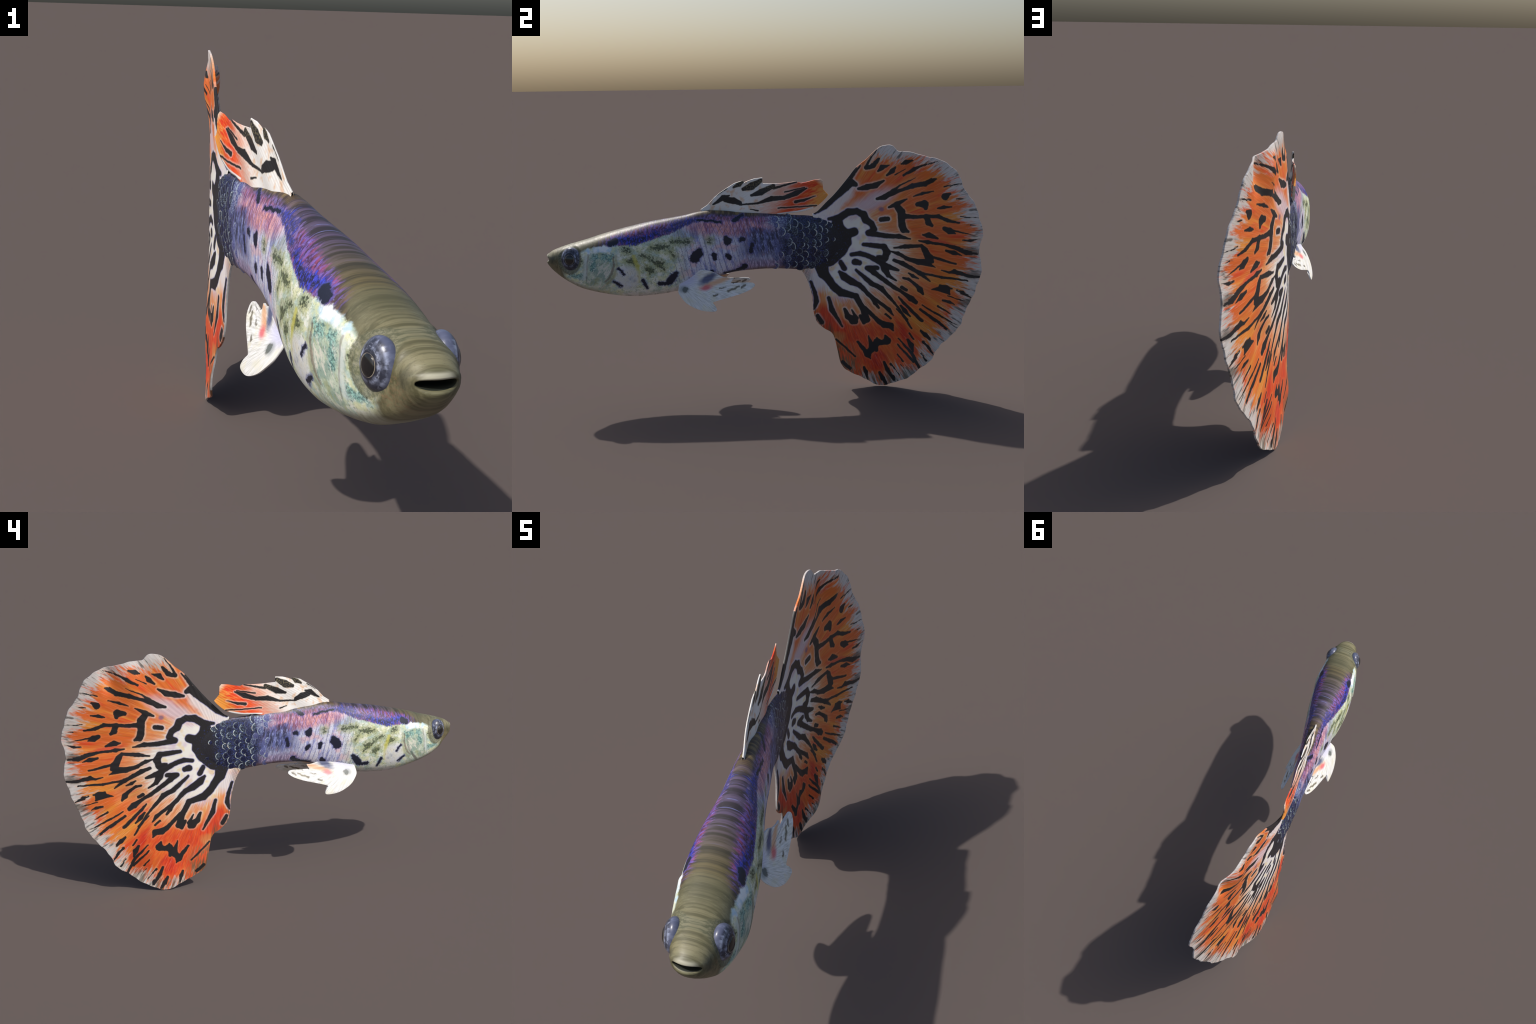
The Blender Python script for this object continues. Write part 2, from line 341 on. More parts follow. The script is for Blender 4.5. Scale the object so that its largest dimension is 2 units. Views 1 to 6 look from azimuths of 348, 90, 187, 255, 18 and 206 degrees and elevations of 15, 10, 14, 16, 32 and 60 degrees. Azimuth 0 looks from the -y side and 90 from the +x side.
def add(name, me, parent, mats, smooth=True):
    ob = bpy.data.objects.new(name, me)
    bpy.context.scene.collection.objects.link(ob)
    ob.parent = parent
    for m in mats:
        me.materials.append(m)
    if smooth:
        me.polygons.foreach_set('use_smooth', [True] * len(me.polygons))
    return ob


# ------------------------------------------------------------------ body loft
def build_body():
    NA = 120
    ang = np.linspace(0, 2 * np.pi, NA, endpoint=False)
    st = np.concatenate([np.linspace(-.998, -.86, 44)[:-1], np.linspace(-.86, -.62, 96)[:-1],
                         np.linspace(-.62, .395, 150)])
    rings = []
    mouth_rings = 0
    # mouth cavity and lips: (y, top, bottom, half width)
    for y0, zt, zb, hw in [(-.930, .672, .668, .006), (-.945, .676, .664, .026), (-.968, .679, .661, .035),
                           (-.990, .679, .6615, .0385), (-.9975, .6800, .6605, .0395),
                           (-1.0015, .6830, .6575, .0415), (-1.0015, .6860, .6530, .0435)]:
        c, s = np.cos(ang), np.sin(ang)
        lat = hw * np.sign(c) * np.abs(c) ** .75
        z = (zt + zb) / 2 + (zt - zb) / 2 * np.sign(s) * np.abs(s) ** .9
        rings.append((np.full(NA, y0), lat, z))
        mouth_rings += 1
    for y in st:
        lat, z = section(y, ang)
        rings.append((np.full(NA, y), lat, z))
    P = []
    for y0, lat, z in rings:
        front = 1 - sstep(-1.0, -.90, y0)
        yy = y0 + front * .020 * (lat / .047) ** 2 * (np.abs(lat) < .2)
        # gill cover stands proud of the shoulder, with a crease in front of it
        side = np.sign(lat)
        prof = sstep(.50, .56, z) * (1 - sstep(.70, .735, z)) * (np.abs(lat) > .02)
        d = GILL_Y(z) - yy
        bump = .0050 * sstep(-.002, .004, d) * np.exp(-np.clip(d, 0, None) / .045) * prof
        bump -= .0022 * np.exp(-((d + .006) / .006) ** 2) * prof
        bump -= .0014 * np.exp(-((yy + .806 + .1 * (.64 - z)) / .005) ** 2) * sstep(.55, .60, z) * (1 - sstep(.70, .73, z))
        # brow and socket rim around the eye
        q = np.sqrt(((yy + .888) / .047) ** 2 + ((z - .674) / .058) ** 2)
        bump += .0030 * np.exp(-((q - 1.12) / .12) ** 2) * (np.abs(lat) > .03)
        lat = lat + side * bump
        nn = side_normal(y0)
        P.append(np.stack([SPINE_X(y0) + lat * nn[:, 0] + lean(y0, z), yy + lat * nn[:, 1], z], -1))
    P = np.array(P)
    NR = len(P)
    verts = P.reshape(-1, 3).tolist()
    faces, kind = [], []
    for i in range(NR - 1):
        for j in range(NA):
            k = (j + 1) % NA
            faces.append((i * NA + j, i * NA + k, (i + 1) * NA + k, (i + 1) * NA + j))
            ym = (rings[i][0][j] + rings[i + 1][0][j]) / 2
            zm = (P[i][j][2] + P[i + 1][j][2]) / 2
            if i < 4:
                kind.append('mouth')
            elif P[i][j][1] < float(GILL_Y(zm)) - .001:
                kind.append('head')
            elif ym < .02:
                kind.append('torso')
            else:
                kind.append('caudal_peduncle')
    verts.append(P[0].mean(0)); faces_tip = len(verts) - 1
    verts.append(P[-1].mean(0)); faces_end = len(verts) - 1
    for j in range(NA):
        k = (j + 1) % NA
        faces.append((faces_tip, k, j)); kind.append('mouth')
        faces.append((faces_end, (NR - 1) * NA + j, (NR - 1) * NA + k)); kind.append('caudal_peduncle')
    me = mesh_from('whole', verts, faces)
    # orient outwards
    import bmesh
    bm = bmesh.new(); bm.from_mesh(me)
    bmesh.ops.recalc_face_normals(bm, faces=bm.faces)
    bm.to_mesh(me); bm.free()
    me.update()
    nor = [tuple(v.normal) for v in me.vertices]
    polys = [tuple(p.vertices) for p in me.polygons]
    co = [tuple(v.co) for v in me.vertices]
    bpy.data.meshes.remove(me)
    out = {}
    for part in ('head', 'torso', 'caudal_peduncle', 'mouth'):
        fs = [polys[i] for i in range(len(polys)) if kind[i] == part]
        used = sorted({v for f in fs for v in f})
        idx = {v: i for i, v in enumerate(used)}
        m = mesh_from(part, [co[v] for v in used], [tuple(idx[v] for v in f) for f in fs])
        m.polygons.foreach_set('use_smooth', [True] * len(m.polygons))
        m.normals_split_custom_set_from_vertices([nor[v] for v in used])
        out[part] = m
    return out


# ------------------------------------------------------------------ fins
TAIL_O = (.27, .70)
TAIL_X = curve([(.1, -.087), (.2, -.094), (.3, -.101), (.4, -.104), (.5, -.098), (.6, -.084), (.7, -.064), (.8, -.038),
                (.9, -.006), (1.0, .030), (1.05, .048)])


def tail_x(y, z):
    x = TAIL_X(y) - np.clip(y - .48, 0, None) * .23 * (z - .65) ** 2
    th = np.arctan2(z - TAIL_O[1], y - TAIL_O[0])
    r = np.hypot(y - TAIL_O[0], z - TAIL_O[1])
    x = x + .0025 * np.sin(9 * th + .6) * sstep(.15, .6, r) + .0015 * np.sin(21 * th) * sstep(.3, .7, r)

    def swell(a, cy, cz, ry, rz):
        return a * np.exp(-(((y - cy) / ry) ** 2 + ((z - cz) / rz) ** 2))
    # gentle folds: top lobe, the hollow behind it, its rear shoulder, the lower lobe's twist
    x = x + swell(-.010, .575, 1.15, .05, .06) + swell(-.024, .685, 1.04, .050, .08) + swell(.022, .775, 1.05, .032, .07) + swell(.004, .86, 1.02, .05, .07)
    x = x + swell(.030, .69, .08, .07, .10) + swell(.009, .73, .50, .06, .06) + swell(-.014, .35, .14, .06, .09) + swell(-.006, .47, .03, .06, .06)
    return x


def sheet(name, centre, outline, xfun, half_root, half_edge, rows, rim_index=1, relief=None, t0=0.0, pale=None, close_base=False):
    """Closed two-sided fin fanned out from a centre point (or base curve) to an
    outline; rim faces carry their own material slot."""
    out = np.asarray(outline, float)
    n = len(out)
    c = np.asarray(centre, float)
    if c.ndim == 1:
        c = np.repeat(c[None], n, 0)
    ts = t0 + (1 - t0) * np.linspace(0, 1, rows) ** .85
    verts, faces, mat = [], [], []
    grid = {}
    for side in (1, -1):
        for i, t in enumerate(ts):
            q = c + (out - c) * t
            x = xfun(q[:, 0], q[:, 1])
            h = half_root + (half_edge - half_root) * sstep(0, 1, t) ** .8
            h = h * (1 - .25 * sstep(.93, 1.0, t))
            if relief is not None:
                h = h + relief(q[:, 0], q[:, 1], t)
            grid[side, i] = len(verts)
            verts += np.stack([x + side * h, q[:, 0], q[:, 1]], -1).tolist()
    for side in (1, -1):
        for i in range(rows - 1):
            a, b = grid[side, i], grid[side, i + 1]
            for j in range(n - 1):
                f = (a + j, a + j + 1, b + j + 1, b + j)
                faces.append(f if side > 0 else f[::-1]); mat.append(0)
    # rim strip with its own vertices, slightly rounded
    a, b = grid[1, rows - 1], grid[-1, rows - 1]
    r0 = len(verts)
    ctr = c
    nrm = out - ctr
    nrm /= np.linalg.norm(nrm, axis=1, keepdims=True) + 1e-9
    mid = out + nrm * .0012
    verts += [verts[a + j] for j in range(n)]
    verts += np.stack([xfun(mid[:, 0], mid[:, 1]), mid[:, 0], mid[:, 1]], -1).tolist()
    verts += [verts[b + j] for j in range(n)]
    for k in (0, 1):
        for j in range(n - 1):
            p = r0 + k * n
            faces.append((p + j, p + j + 1, p + n + j + 1, p + n + j))
            mat.append(rim_index if pale is None or pale(out[j, 0], out[j, 1]) else 0)
    if close_base:
        for j in range(n - 1):
            a, b = grid[1, 0], grid[-1, 0]
            faces.append((b + j, b + j + 1, a + j + 1, a + j)); mat.append(rim_index)
    me = mesh_from(name, verts, faces)
    me.polygons.foreach_set('material_index', mat)
    return me


def resample(pts, n, closed=False, smooth=True):
    """Even points along a control polygon (Catmull-Rom if smooth)."""
    p = np.asarray(pts, float)
    if closed:
        p = np.vstack([p, p[:1]])
    if smooth:
        q = np.vstack([2 * p[0] - p[1], p, 2 * p[-1] - p[-2]])
        if closed:
            q[0], q[-1] = p[-2], p[1]
        fine = []
        for i in range(1, len(q) - 2):
            t = np.linspace(0, 1, 12, endpoint=False)[:, None]
            a, b, c, d = q[i - 1], q[i], q[i + 1], q[i + 2]
            fine.append(.5 * (2 * b + (c - a) * t + (2 * a - 5 * b + 4 * c - d) * t**2 + (3 * b - a - 3 * c + d) * t**3))
        p = np.vstack(fine + [p[-1:]])
    s = np.concatenate([[0], np.cumsum(np.linalg.norm(np.diff(p, axis=0), axis=1))])
    u = np.linspace(0, s[-1], n)
    return np.stack([np.interp(u, s, p[:, 0]), np.interp(u, s, p[:, 1])], -1)


def build_tail():
    out = resample(CAUDAL_OUTLINE, 620)
    th = np.arctan2(out[:, 1] - TAIL_O[1], out[:, 0] - TAIL_O[0])
    # small scallops where the fin rays end
    k = np.arange(len(out))
    r = np.hypot(out[:, 0] - TAIL_O[0], out[:, 1] - TAIL_O[1])
    f = 1 + (.0022 * np.sin(k * .21) + .0016 * np.sin(k * .53 + 1)) * sstep(.3, .5, r)
    out = np.stack([TAIL_O[0] + (out[:, 0] - TAIL_O[0]) * f, TAIL_O[1] + (out[:, 1] - TAIL_O[1]) * f], -1)

    def rays(y, z, t):
        a = np.arctan2(z - TAIL_O[1], y - TAIL_O[0])
        return .00025 * np.sin(a * 95 + 2 * np.sin(a * 7)) * sstep(.2, .5, t) * (1 - sstep(.96, 1, t))
    out[:, 1] = np.maximum(out[:, 1], .0008)
    return sheet('caudal_fin', TAIL_O, out, tail_x, .0065, .0042, 90, relief=rays, t0=.05,
                 pale=lambda y, z: z < .60 and y < .36 and not (.27 < z < .33))


DORSAL_X = curve([(-.35, -.032), (-.3, -.040), (-.24, -.053), (0, -.083), (.15, -.103), (.3, -.124), (.35, -.13)])


def build_dorsal():
    n = 420
    up = resample(DORSAL_UPPER, n, smooth=False)
    lo = resample(DORSAL_LOWER, n, smooth=True)
    lo[:, 1] -= .014 * (1 - sstep(.03, .10, lo[:, 0]))

    def rays(y, z, t):
        s = y - 1.6 * (z - .84)
        return .00025 * np.sin(s * 330) * sstep(.1, .3, t) * (1 - sstep(.93, 1, t))

    def xf(y, z):
        return DORSAL_X(y) + .002 * np.sin(38 * (y - 1.2 * (z - .85)))
    me = sheet('dorsal_fin', lo, up, xf, .0050, .0026, 60, relief=rays, close_base=True,
               pale=lambda y, z: y < -.12)
    return me


PELVIC_SPREAD = curve([(.40, .128), (.425, .122), (.46, .107), (.51, .078), (.535, .061), (.565, .050), (.61, .044)])


def build_pelvic(side):
    out = resample(PELVIC_OUTLINE, 260, closed=True)

    def xf(y, z):
        return -.0205 + side * PELVIC_SPREAD(z)

    def rays(y, z, t):
        a = np.arctan2(z - .56, y + .40)
        return .0006 * np.sin(a * 60) * sstep(.3, .6, t) * (1 - sstep(.9, 1, t))
    me = sheet('pelvic_fin', (-.305, .535), out, xf, .0090, .0040, 40, relief=rays)
    # both fins sit square to the bent body: the near one is set back a little
    dy = -.024 if side < 0 else .0
    dz = .002 if side < 0 else .0
    for v in me.vertices:
        v.co.y += dy; v.co.z += dz
    return me


def eye_meshes():
    def dome(rings, seg, a0, a1):
        """Cap of the unit sphere about +X between polar angles a0 and a1."""
        vs, fs = [], []
        for i in range(rings + 1):
            a = a0 + (a1 - a0) * i / rings
            for j in range(seg):
                b = 2 * math.pi * j / seg
                vs.append((math.cos(a), math.sin(a) * math.cos(b), math.sin(a) * math.sin(b)))
        for i in range(rings):
            for j in range(seg):
                k = (j + 1) % seg
                fs.append((i * seg + j, (i + 1) * seg + j, (i + 1) * seg + k, i * seg + k))
        if a0 == 0:
            pass
        return vs, fs
    v, f = dome(40, 64, 1e-4, math.pi * .95)
    ball = mesh_from('eye', v, f)
    v, f = dome(16, 48, 1e-4, math.pi / 2)
    pupil = mesh_from('pupil', v, f)
    # brass ring round the pupil: a torus
    vs, fs = [], []
    S, T = 56, 10
    for i in range(S):
        for j in range(T):
            a, b = 2 * math.pi * i / S, 2 * math.pi * j / T
            r = 1 + .055 * math.cos(b)
            vs.append((.055 * math.sin(b), r * math.cos(a), r * math.sin(a)))
            fs.append((i * T + j, ((i + 1) % S) * T + j, ((i + 1) % S) * T + (j + 1) % T, i * T + (j + 1) % T))
    ring = mesh_from('iris_ring', vs, fs)
    return ball, pupil, ring


def scale_mesh():
    """One rounded scale, local +Y towards the tail, +Z out of the skin (radius about 1)."""
    vs, fs = [], []
    R, S = 9, 30
    for side in (1, -1):
        for i in range(R + 1):
            t = i / R
            for j in range(S):
                a = 2 * math.pi * j / S
                y, x = math.cos(a) * t, math.sin(a) * t
                y *= 1 - .10 * abs(x)
                z = .10 * (1 - t * t) * side * (1 if side > 0 else .3) + .11 * y - .05
                vs.append((x, y, z))
    n = (R + 1) * S
    for s in (0, 1):
        for i in range(R):
            for j in range(S):
                k = (j + 1) % S
                f = (s * n + i * S + j, s * n + (i + 1) * S + j, s * n + (i + 1) * S + k, s * n + i * S + k)
                fs.append(f if s == 0 else f[::-1])
    me = mesh_from('scale', vs, fs)
    me.polygons.foreach_set('use_smooth', [True] * len(me.polygons))
    return me


# ------------------------------------------------------------------ node helper
class Nodes:
    def __init__(s, name, tree=None):
        if tree is None:
            s.mat = bpy.data.materials.new(name)
            s.mat.use_nodes = True
            tree = s.mat.node_tree
            tree.nodes.clear()
        s.t = tree

    def new(s, kind, **kw):
        n = s.t.nodes.new(kind)
        for k, v in kw.items():
            setattr(n, k, v)
        return n

    def put(s, sock, v):
        if isinstance(v, bpy.types.NodeSocket):
            s.t.links.new(v, sock)
        else:
            if sock.type == 'RGBA' and len(v) == 3:
                v = tuple(v) + (1.0,)
            sock.default_value = v

    def m(s, op, a, b=None, c=None, clamp=False):
        n = s.new('ShaderNodeMath', operation=op, use_clamp=clamp)
        for i, v in enumerate((a, b, c)):
            if v is not None:
                s.put(n.inputs[i], v)
        return n.outputs[0]

    def v(s, op, a, b=None, c=None):
        n = s.new('ShaderNodeVectorMath', operation=op)
        for i, x in enumerate((a, b, c)):
            if x is not None:
                s.put(n.inputs[i], x)
        return n.outputs['Value'] if op in ('DOT_PRODUCT', 'LENGTH', 'DISTANCE') else n.outputs['Vector']

    def scale(s, a, f):
        n = s.new('ShaderNodeVectorMath', operation='SCALE')
        s.put(n.inputs[0], a); s.put(n.inputs['Scale'], f)
        return n.outputs['Vector']

    def xyz(s, x=0.0, y=0.0, z=0.0):
        n = s.new('ShaderNodeCombineXYZ')
        for i, q in enumerate((x, y, z)):
            s.put(n.inputs[i], q)
        return n.outputs[0]

    def sep(s, a):
        n = s.new('ShaderNodeSeparateXYZ')
        s.put(n.inputs[0], a)
        return n.outputs

    def noise(s, vec, scale, detail=2.0, rough=.5, colour=False):
        n = s.new('ShaderNodeTexNoise')
        s.put(n.inputs['Vector'], vec)
        n.inputs['Scale'].default_value = scale
        n.inputs['Detail'].default_value = detail
        n.inputs['Roughness'].default_value = rough
        return n.outputs['Color' if colour else 'Fac']

    def ramp(s, f, a, b, lo=0.0, hi=1.0):
        """Smoothstep of f between a and b, from lo to hi."""
        n = s.new('ShaderNodeMapRange', interpolation_type='SMOOTHSTEP')
        s.put(n.inputs[0], f)
        for i, x in enumerate((a, b, lo, hi)):
            s.put(n.inputs[i + 1], x)
        return n.outputs[0]

    def mix(s, f, a, b, mode='MIX'):
        n = s.new('ShaderNodeMix', data_type='RGBA', blend_type=mode)
        s.put(n.inputs[0], f); s.put(n.inputs[6], a); s.put(n.inputs[7], b)
        return n.outputs[2]

    def fcurve(s, f, pts):
        n = s.new('ShaderNodeFloatCurve')
        c = n.mapping.curves[0]
        while len(c.points) < len(pts):
            c.points.new(.5, .5)
        for p, q in zip(c.points, pts):
            p.location = q
        n.mapping.update()
        s.put(n.inputs['Value'], f)
        return n.outputs[0]

    def strokes(s, P, groups, k=.004):
        """Signed distance to a set of tapered brush strokes in the (y, z) plane.
        Chunks of strokes become node groups, chained one after the other."""
        d = None
        for i in range(0, len(groups), 8):
            g = stroke_group(groups[i:i + 8], k)
            n = s.new('ShaderNodeGroup')
            n.node_tree = g
            s.put(n.inputs[0], P)
            s.put(n.inputs[1], 9.0 if d is None else d)
            d = n.outputs[0]
        return d

    def side_plane(s):
        """Object coordinates folded into the side view (y, z, 0)."""
        o = s.new('ShaderNodeTexCoord').outputs['Object']
        x, y, z = s.sep(o)
        return s.xyz(y, z, 0.0), x, y, z

    def warp(s, P, amp, scale, detail=2.0):
        n = s.noise(P, scale, detail, .55, colour=True)
        n = s.v('MULTIPLY', s.v('SUBTRACT', n, (.5, .5, .5)), (amp, amp, 0.0))
        return s.v('ADD', P, n)

    def finish(s, colour, rough=.45, spec=.5, coat=0.0, bump=None, bump_d=.002, translucent=0.0):
        p = s.new('ShaderNodeBsdfPrincipled')
        s.put(p.inputs['Base Color'], colour)
        s.put(p.inputs['Roughness'], rough)
        p.inputs['Specular IOR Level'].default_value = spec
        p.inputs['Coat Weight'].default_value = coat
        p.inputs['Coat Roughness'].default_value = .05
        if bump is not None:
            b = s.new('ShaderNodeBump')
            b.inputs['Strength'].default_value = .6
            b.inputs['Distance'].default_value = bump_d
            s.put(b.inputs['Height'], bump)
            s.t.links.new(b.outputs[0], p.inputs['Normal'])
        out = s.new('ShaderNodeOutputMaterial')
        s.t.links.new(p.outputs[0], out.inputs[0])
        return s.mat


def stroke_group(chunk, k):
    """Node group: (side-plane point, distance so far) -> distance including these strokes."""
    t = bpy.data.node_groups.new('brush_strokes', 'ShaderNodeTree')
    t.interface.new_socket('Point', in_out='INPUT', socket_type='NodeSocketVector')
    t.interface.new_socket('Distance', in_out='INPUT', socket_type='NodeSocketFloat')
    t.interface.new_socket('Distance', in_out='OUTPUT', socket_type='NodeSocketFloat')
    s = Nodes('', t)
    gi, go = s.new('NodeGroupInput'), s.new('NodeGroupOutput')
    P, d = gi.outputs[0], gi.outputs[1]
    for st in chunk:
        for (ay, az, ar), (by, bz, br) in zip(st[:-1], st[1:]):
            ba = (by - ay, bz - az, 0.0)
            L2 = max(ba[0] ** 2 + ba[1] ** 2, 1e-9)
            # the tiny term only keeps the evaluation in order
            here = s.v('MULTIPLY_ADD', d, (1e-9, 1e-9, 0.0), P)
            pa = s.v('SUBTRACT', here, (ay, az, 0.0))
            h = s.m('MULTIPLY', s.v('DOT_PRODUCT', pa, ba), 1 / L2, clamp=True)
            q = s.v('MULTIPLY_ADD', h, (-ba[0], -ba[1], 0.0), pa)
            r = s.m('MULTIPLY_ADD', h, br - ar, ar)
            e = s.m('SUBTRACT', s.v('LENGTH', q), r)
            d = s.m('SMOOTH_MIN', d, e, k)
    s.t.links.new(d, go.inputs[0])
    return t


BLACK = (.020, .019, .021)
CREAM = (.95, .93, .86)
ORANGE = (.84, .165, .026)
DEEP_ORANGE = (.84, .065, .016)
RED = (.60, .018, .014)
AMBER = (.90, .33, .045)
LILAC = (.72, .57, .74)
PALE_RIM = (.76, .74, .73)


def ellipse(s, P, cy, cz, ry, rz, soft=.5, rot=0.0):
    """Soft elliptical mask in the side plane."""
    q = s.v('SUBTRACT', P, (cy, cz, 0.0))
    if rot:
        c, n = math.cos(rot), math.sin(rot)
        q = s.xyz(s.v('DOT_PRODUCT', q, (c, n, 0)), s.v('DOT_PRODUCT', q, (-n, c, 0)), 0.0)
    q = s.v('MULTIPLY', q, (1 / ry, 1 / rz, 0.0))
    return s.ramp(s.v('LENGTH', q), 1 - soft, 1 + soft, 1.0, 0.0)


# ------------------------------------------------------------------ caudal fin
def caudal_material():
    s = Nodes('caudal_fin_skin')
    P, x, y, z = s.side_plane()
    dy, dz = s.m('SUBTRACT', y, TAIL_O[0]), s.m('SUBTRACT', z, TAIL_O[1])
    ang = s.m('ARCTAN2', dz, dy)
    r = s.m('SQRT', s.m('ADD', s.m('MULTIPLY', dy, dy), s.m('MULTIPLY', dz, dz)))
    o = resample(CAUDAL_OUTLINE, 400)
    oa = np.arctan2(o[:, 1] - TAIL_O[1], o[:, 0] - TAIL_O[0])
    orr = np.hypot(o[:, 0] - TAIL_O[0], o[:, 1] - TAIL_O[1])
    order = np.argsort(oa)
    grid = np.linspace(-2.0, 1.7, 30)
    rr = np.interp(grid, oa[order], orr[order])
    edge = s.fcurve(s.m('MULTIPLY', s.m('ADD', ang, 2.0), 1 / 3.7), [((g + 2.0) / 3.7, v) for g, v in zip(grid, rr)])
    rim = s.m('SUBTRACT', edge, r)                       # distance in from the outer edge
    polar = s.xyz(s.m('MULTIPLY', ang, 9.0), s.m('MULTIPLY', r, 2.2), 0.0)
    streak = s.noise(polar, 7.0, 3.0, .65)               # fine rays
    broad = s.noise(polar, 1.1, 2.0, .5)
    patch = s.noise(P, 7.0, 2.0, .5)
    # cream heart of the fan with lilac and straw-yellow tints
    col = s.mix(s.ramp(s.noise(P, 13.0, 2.0), .50, .68, 0.0, .8), CREAM, LILAC)
    col = s.mix(s.m('MULTIPLY', s.ramp(s.noise(P, 21.0, 1.0), .56, .70), .55), col, (.93, .70, .25))
    # orange spreads outwards, sooner in the upper and lower lobes
    start = s.m('MULTIPLY_ADD', s.m('COSINE', s.m('MULTIPLY', s.m('ADD', ang, .42), 2.0)), .105, .280)
    far = s.m('SUBTRACT', r, start)
    far = s.m('ADD', far, s.m('MULTIPLY', s.m('SUBTRACT', streak, .5), .20))
    far = s.m('ADD', far, s.m('MULTIPLY', s.m('SUBTRACT', patch, .5), .22))
    orange = s.mix(s.ramp(broad, .42, .70), ORANGE, AMBER)
    orange = s.mix(s.ramp(s.noise(polar, 2.3, 2.0), .52, .68, 0.0, .8), orange, DEEP_ORANGE)
    blush = s.mix(.55, orange, (.90, .52, .26))
    col = s.mix(s.ramp(far, -.07, .05), col, blush)
    col = s.mix(s.ramp(far, .01, .15), col, orange)
    # pale roots of the leading rays, above and below
    W = s.warp(P, .03, 22.0)
    col = s.mix(s.m('MULTIPLY', ellipse(s, W, .355, .905, .10, .030, .45, .75), .9), col, (.85, .80, .80))
    col = s.mix(s.m('MULTIPLY', ellipse(s, W, .50, .895, .12, .038, .5, .45), .85), col, (.74, .62, .70))
    col = s.mix(s.m('MULTIPLY', ellipse(s, W, .235, .520, .05, .055, .45, -.9), .9), col, (.82, .78, .80))
    # reds of the lower lobe
    col = s.mix(s.m('MULTIPLY', ellipse(s, W, .50, .17, .24, .15, .35), .72), col, s.mix(s.ramp(streak, .4, .64), DEEP_ORANGE, (.90, .17, .03)))
    for cy, cz, ry, rz, rot, k in [(.285, .345, .045, .060, 0, .9), (.335, .300, .05, .04, 0, .8), (.395, .27, .06, .05, 0, .6),
                                   (.66, .265, .055, .020, -.95, .95), (.69, .205, .05, .022, -1.0, .85),
                                   (.53, .125, .05, .05, 0, .9), (.455, .20, .05, .08, 0, .5), (.56, .27, .07, .05, 0, .35)]:
        m_ = ellipse(s, W, cy, cz, ry, rz, .5, rot)
        col = s.mix(s.m('MULTIPLY', m_, k), col, s.mix(s.ramp(streak, .35, .65), RED, DEEP_ORANGE))
    red2 = ellipse(s, W, .80, .715, .08, .012, .6, -.22)
    col = s.mix(s.m('MULTIPLY', red2, .9), col, (.75, .04, .02))
    # brown crumple below the notch of the leading edge
    fold = ellipse(s, W, .385, .150, .045, .085, .5, .55)
    col = s.mix(s.m('MULTIPLY', fold, s.ramp(streak, .40, .60)), col, (.23, .12, .06))
    col = s.mix(s.m('MULTIPLY', ellipse(s, W, .345, .245, .035, .02, .5), .7), col, (.62, .24, .07))
    # markings
    W = s.warp(s.warp(P, .0065, 30.0, 1.0), .0025, 120.0, 2.0)
    groups = (UPPER_LOBE_MARKS + UPPER_NETWORK_MARKS + MIDDLE_NETWORK_MARKS + LOWER_NETWORK_MARKS
              + TRAILING_RAY_MARKS + LOWER_LOBE_MARKS)
    d = s.strokes(W, groups, .006)
    hair = s.noise(s.xyz(s.m('MULTIPLY', ang, 26.0), s.m('MULTIPLY', r, 7.0), 1.0), 5.0, 3.0, .6)
    d = s.m('MULTIPLY_ADD', s.m('SUBTRACT', hair, .5), s.ramp(r, .20, .60, .002, .006), d)
    # faded white margin, feathered along the rays
    feather = s.m('MULTIPLY_ADD', s.m('SUBTRACT', streak, .5), .27, s.m('SUBTRACT', s.ramp(ang, -1.4, -.5, .020, .050), rim))
    feather = s.m('ADD', feather, s.m('MULTIPLY', s.m('SUBTRACT', broad, .5), .15))
    margin = s.ramp(feather, -.035, .035)
    trail = s.m('MULTIPLY', s.ramp(ang, 1.10, 1.02), s.ramp(ang, -1.42, -1.25))
    margin = s.m('MULTIPLY', margin, trail)
    col = s.mix(margin, col, s.mix(s.ramp(streak, .35, .7), PALE_RIM, (.66, .62, .58)))
    # pale halo that hugs every dark mark
    halo = s.m('MULTIPLY', s.ramp(d, .0005, .011, 1.0, 0.0), s.m('MULTIPLY', s.ramp(r, .30, .50, .70, .15), s.ramp(patch, .34, .54, .35, 1.0)))
    col = s.mix(halo, col, s.mix(s.ramp(r, .30, .58), (.93, .90, .80), (.92, .52, .18)))
    # rays: light and dark hairlines
    fine = s.noise(s.xyz(s.m('MULTIPLY', ang, 30.0), s.m('MULTIPLY', r, 2.0), 0.0), 6.0, 2.0, .6)
    col = s.mix(s.m('MULTIPLY', s.ramp(fine, .30, .55, .30, 0.0), s.ramp(r, .10, .30)), col, (.36, .12, .06))
    col = s.mix(s.m('MULTIPLY', s.ramp(fine, .55, .80, 0.0, .25), s.ramp(r, .10, .30)), col, (.95, .80, .62))
    # smoky dashes at the margin
    dash = s.noise(s.xyz(s.m('MULTIPLY', ang, 13.0), s.m('MULTIPLY', r, 3.5), 0.0), 3.0, 3.0, .6)
    dash = s.m('MULTIPLY', s.m('MULTIPLY', s.ramp(dash, .54, .66), s.ramp(rim, .080, .035)), trail)
    col = s.mix(s.m('MULTIPLY', dash, .8), col, (.07, .06, .05))
    low = s.m('MULTIPLY', s.ramp(ang, -.75, -1.05), s.m('MULTIPLY', s.ramp(rim, .07, .02), s.ramp(s.noise(s.xyz(s.m('MULTIPLY', ang, 22.0), s.m('MULTIPLY', r, 2.0), 5.0), 3.0, 2.0, .6), .42, .60)))
    col = s.mix(s.m('MULTIPLY', low, .8), col, (.10, .085, .045))
    for cy, cz in [(.955, .675), (.960, .565), (.945, .43)]:
        col = s.mix(s.m('MULTIPLY', ellipse(s, s.warp(P, .03, 40.0), cy, cz, .04, .016, .6), .75), col, (.10, .085, .07))
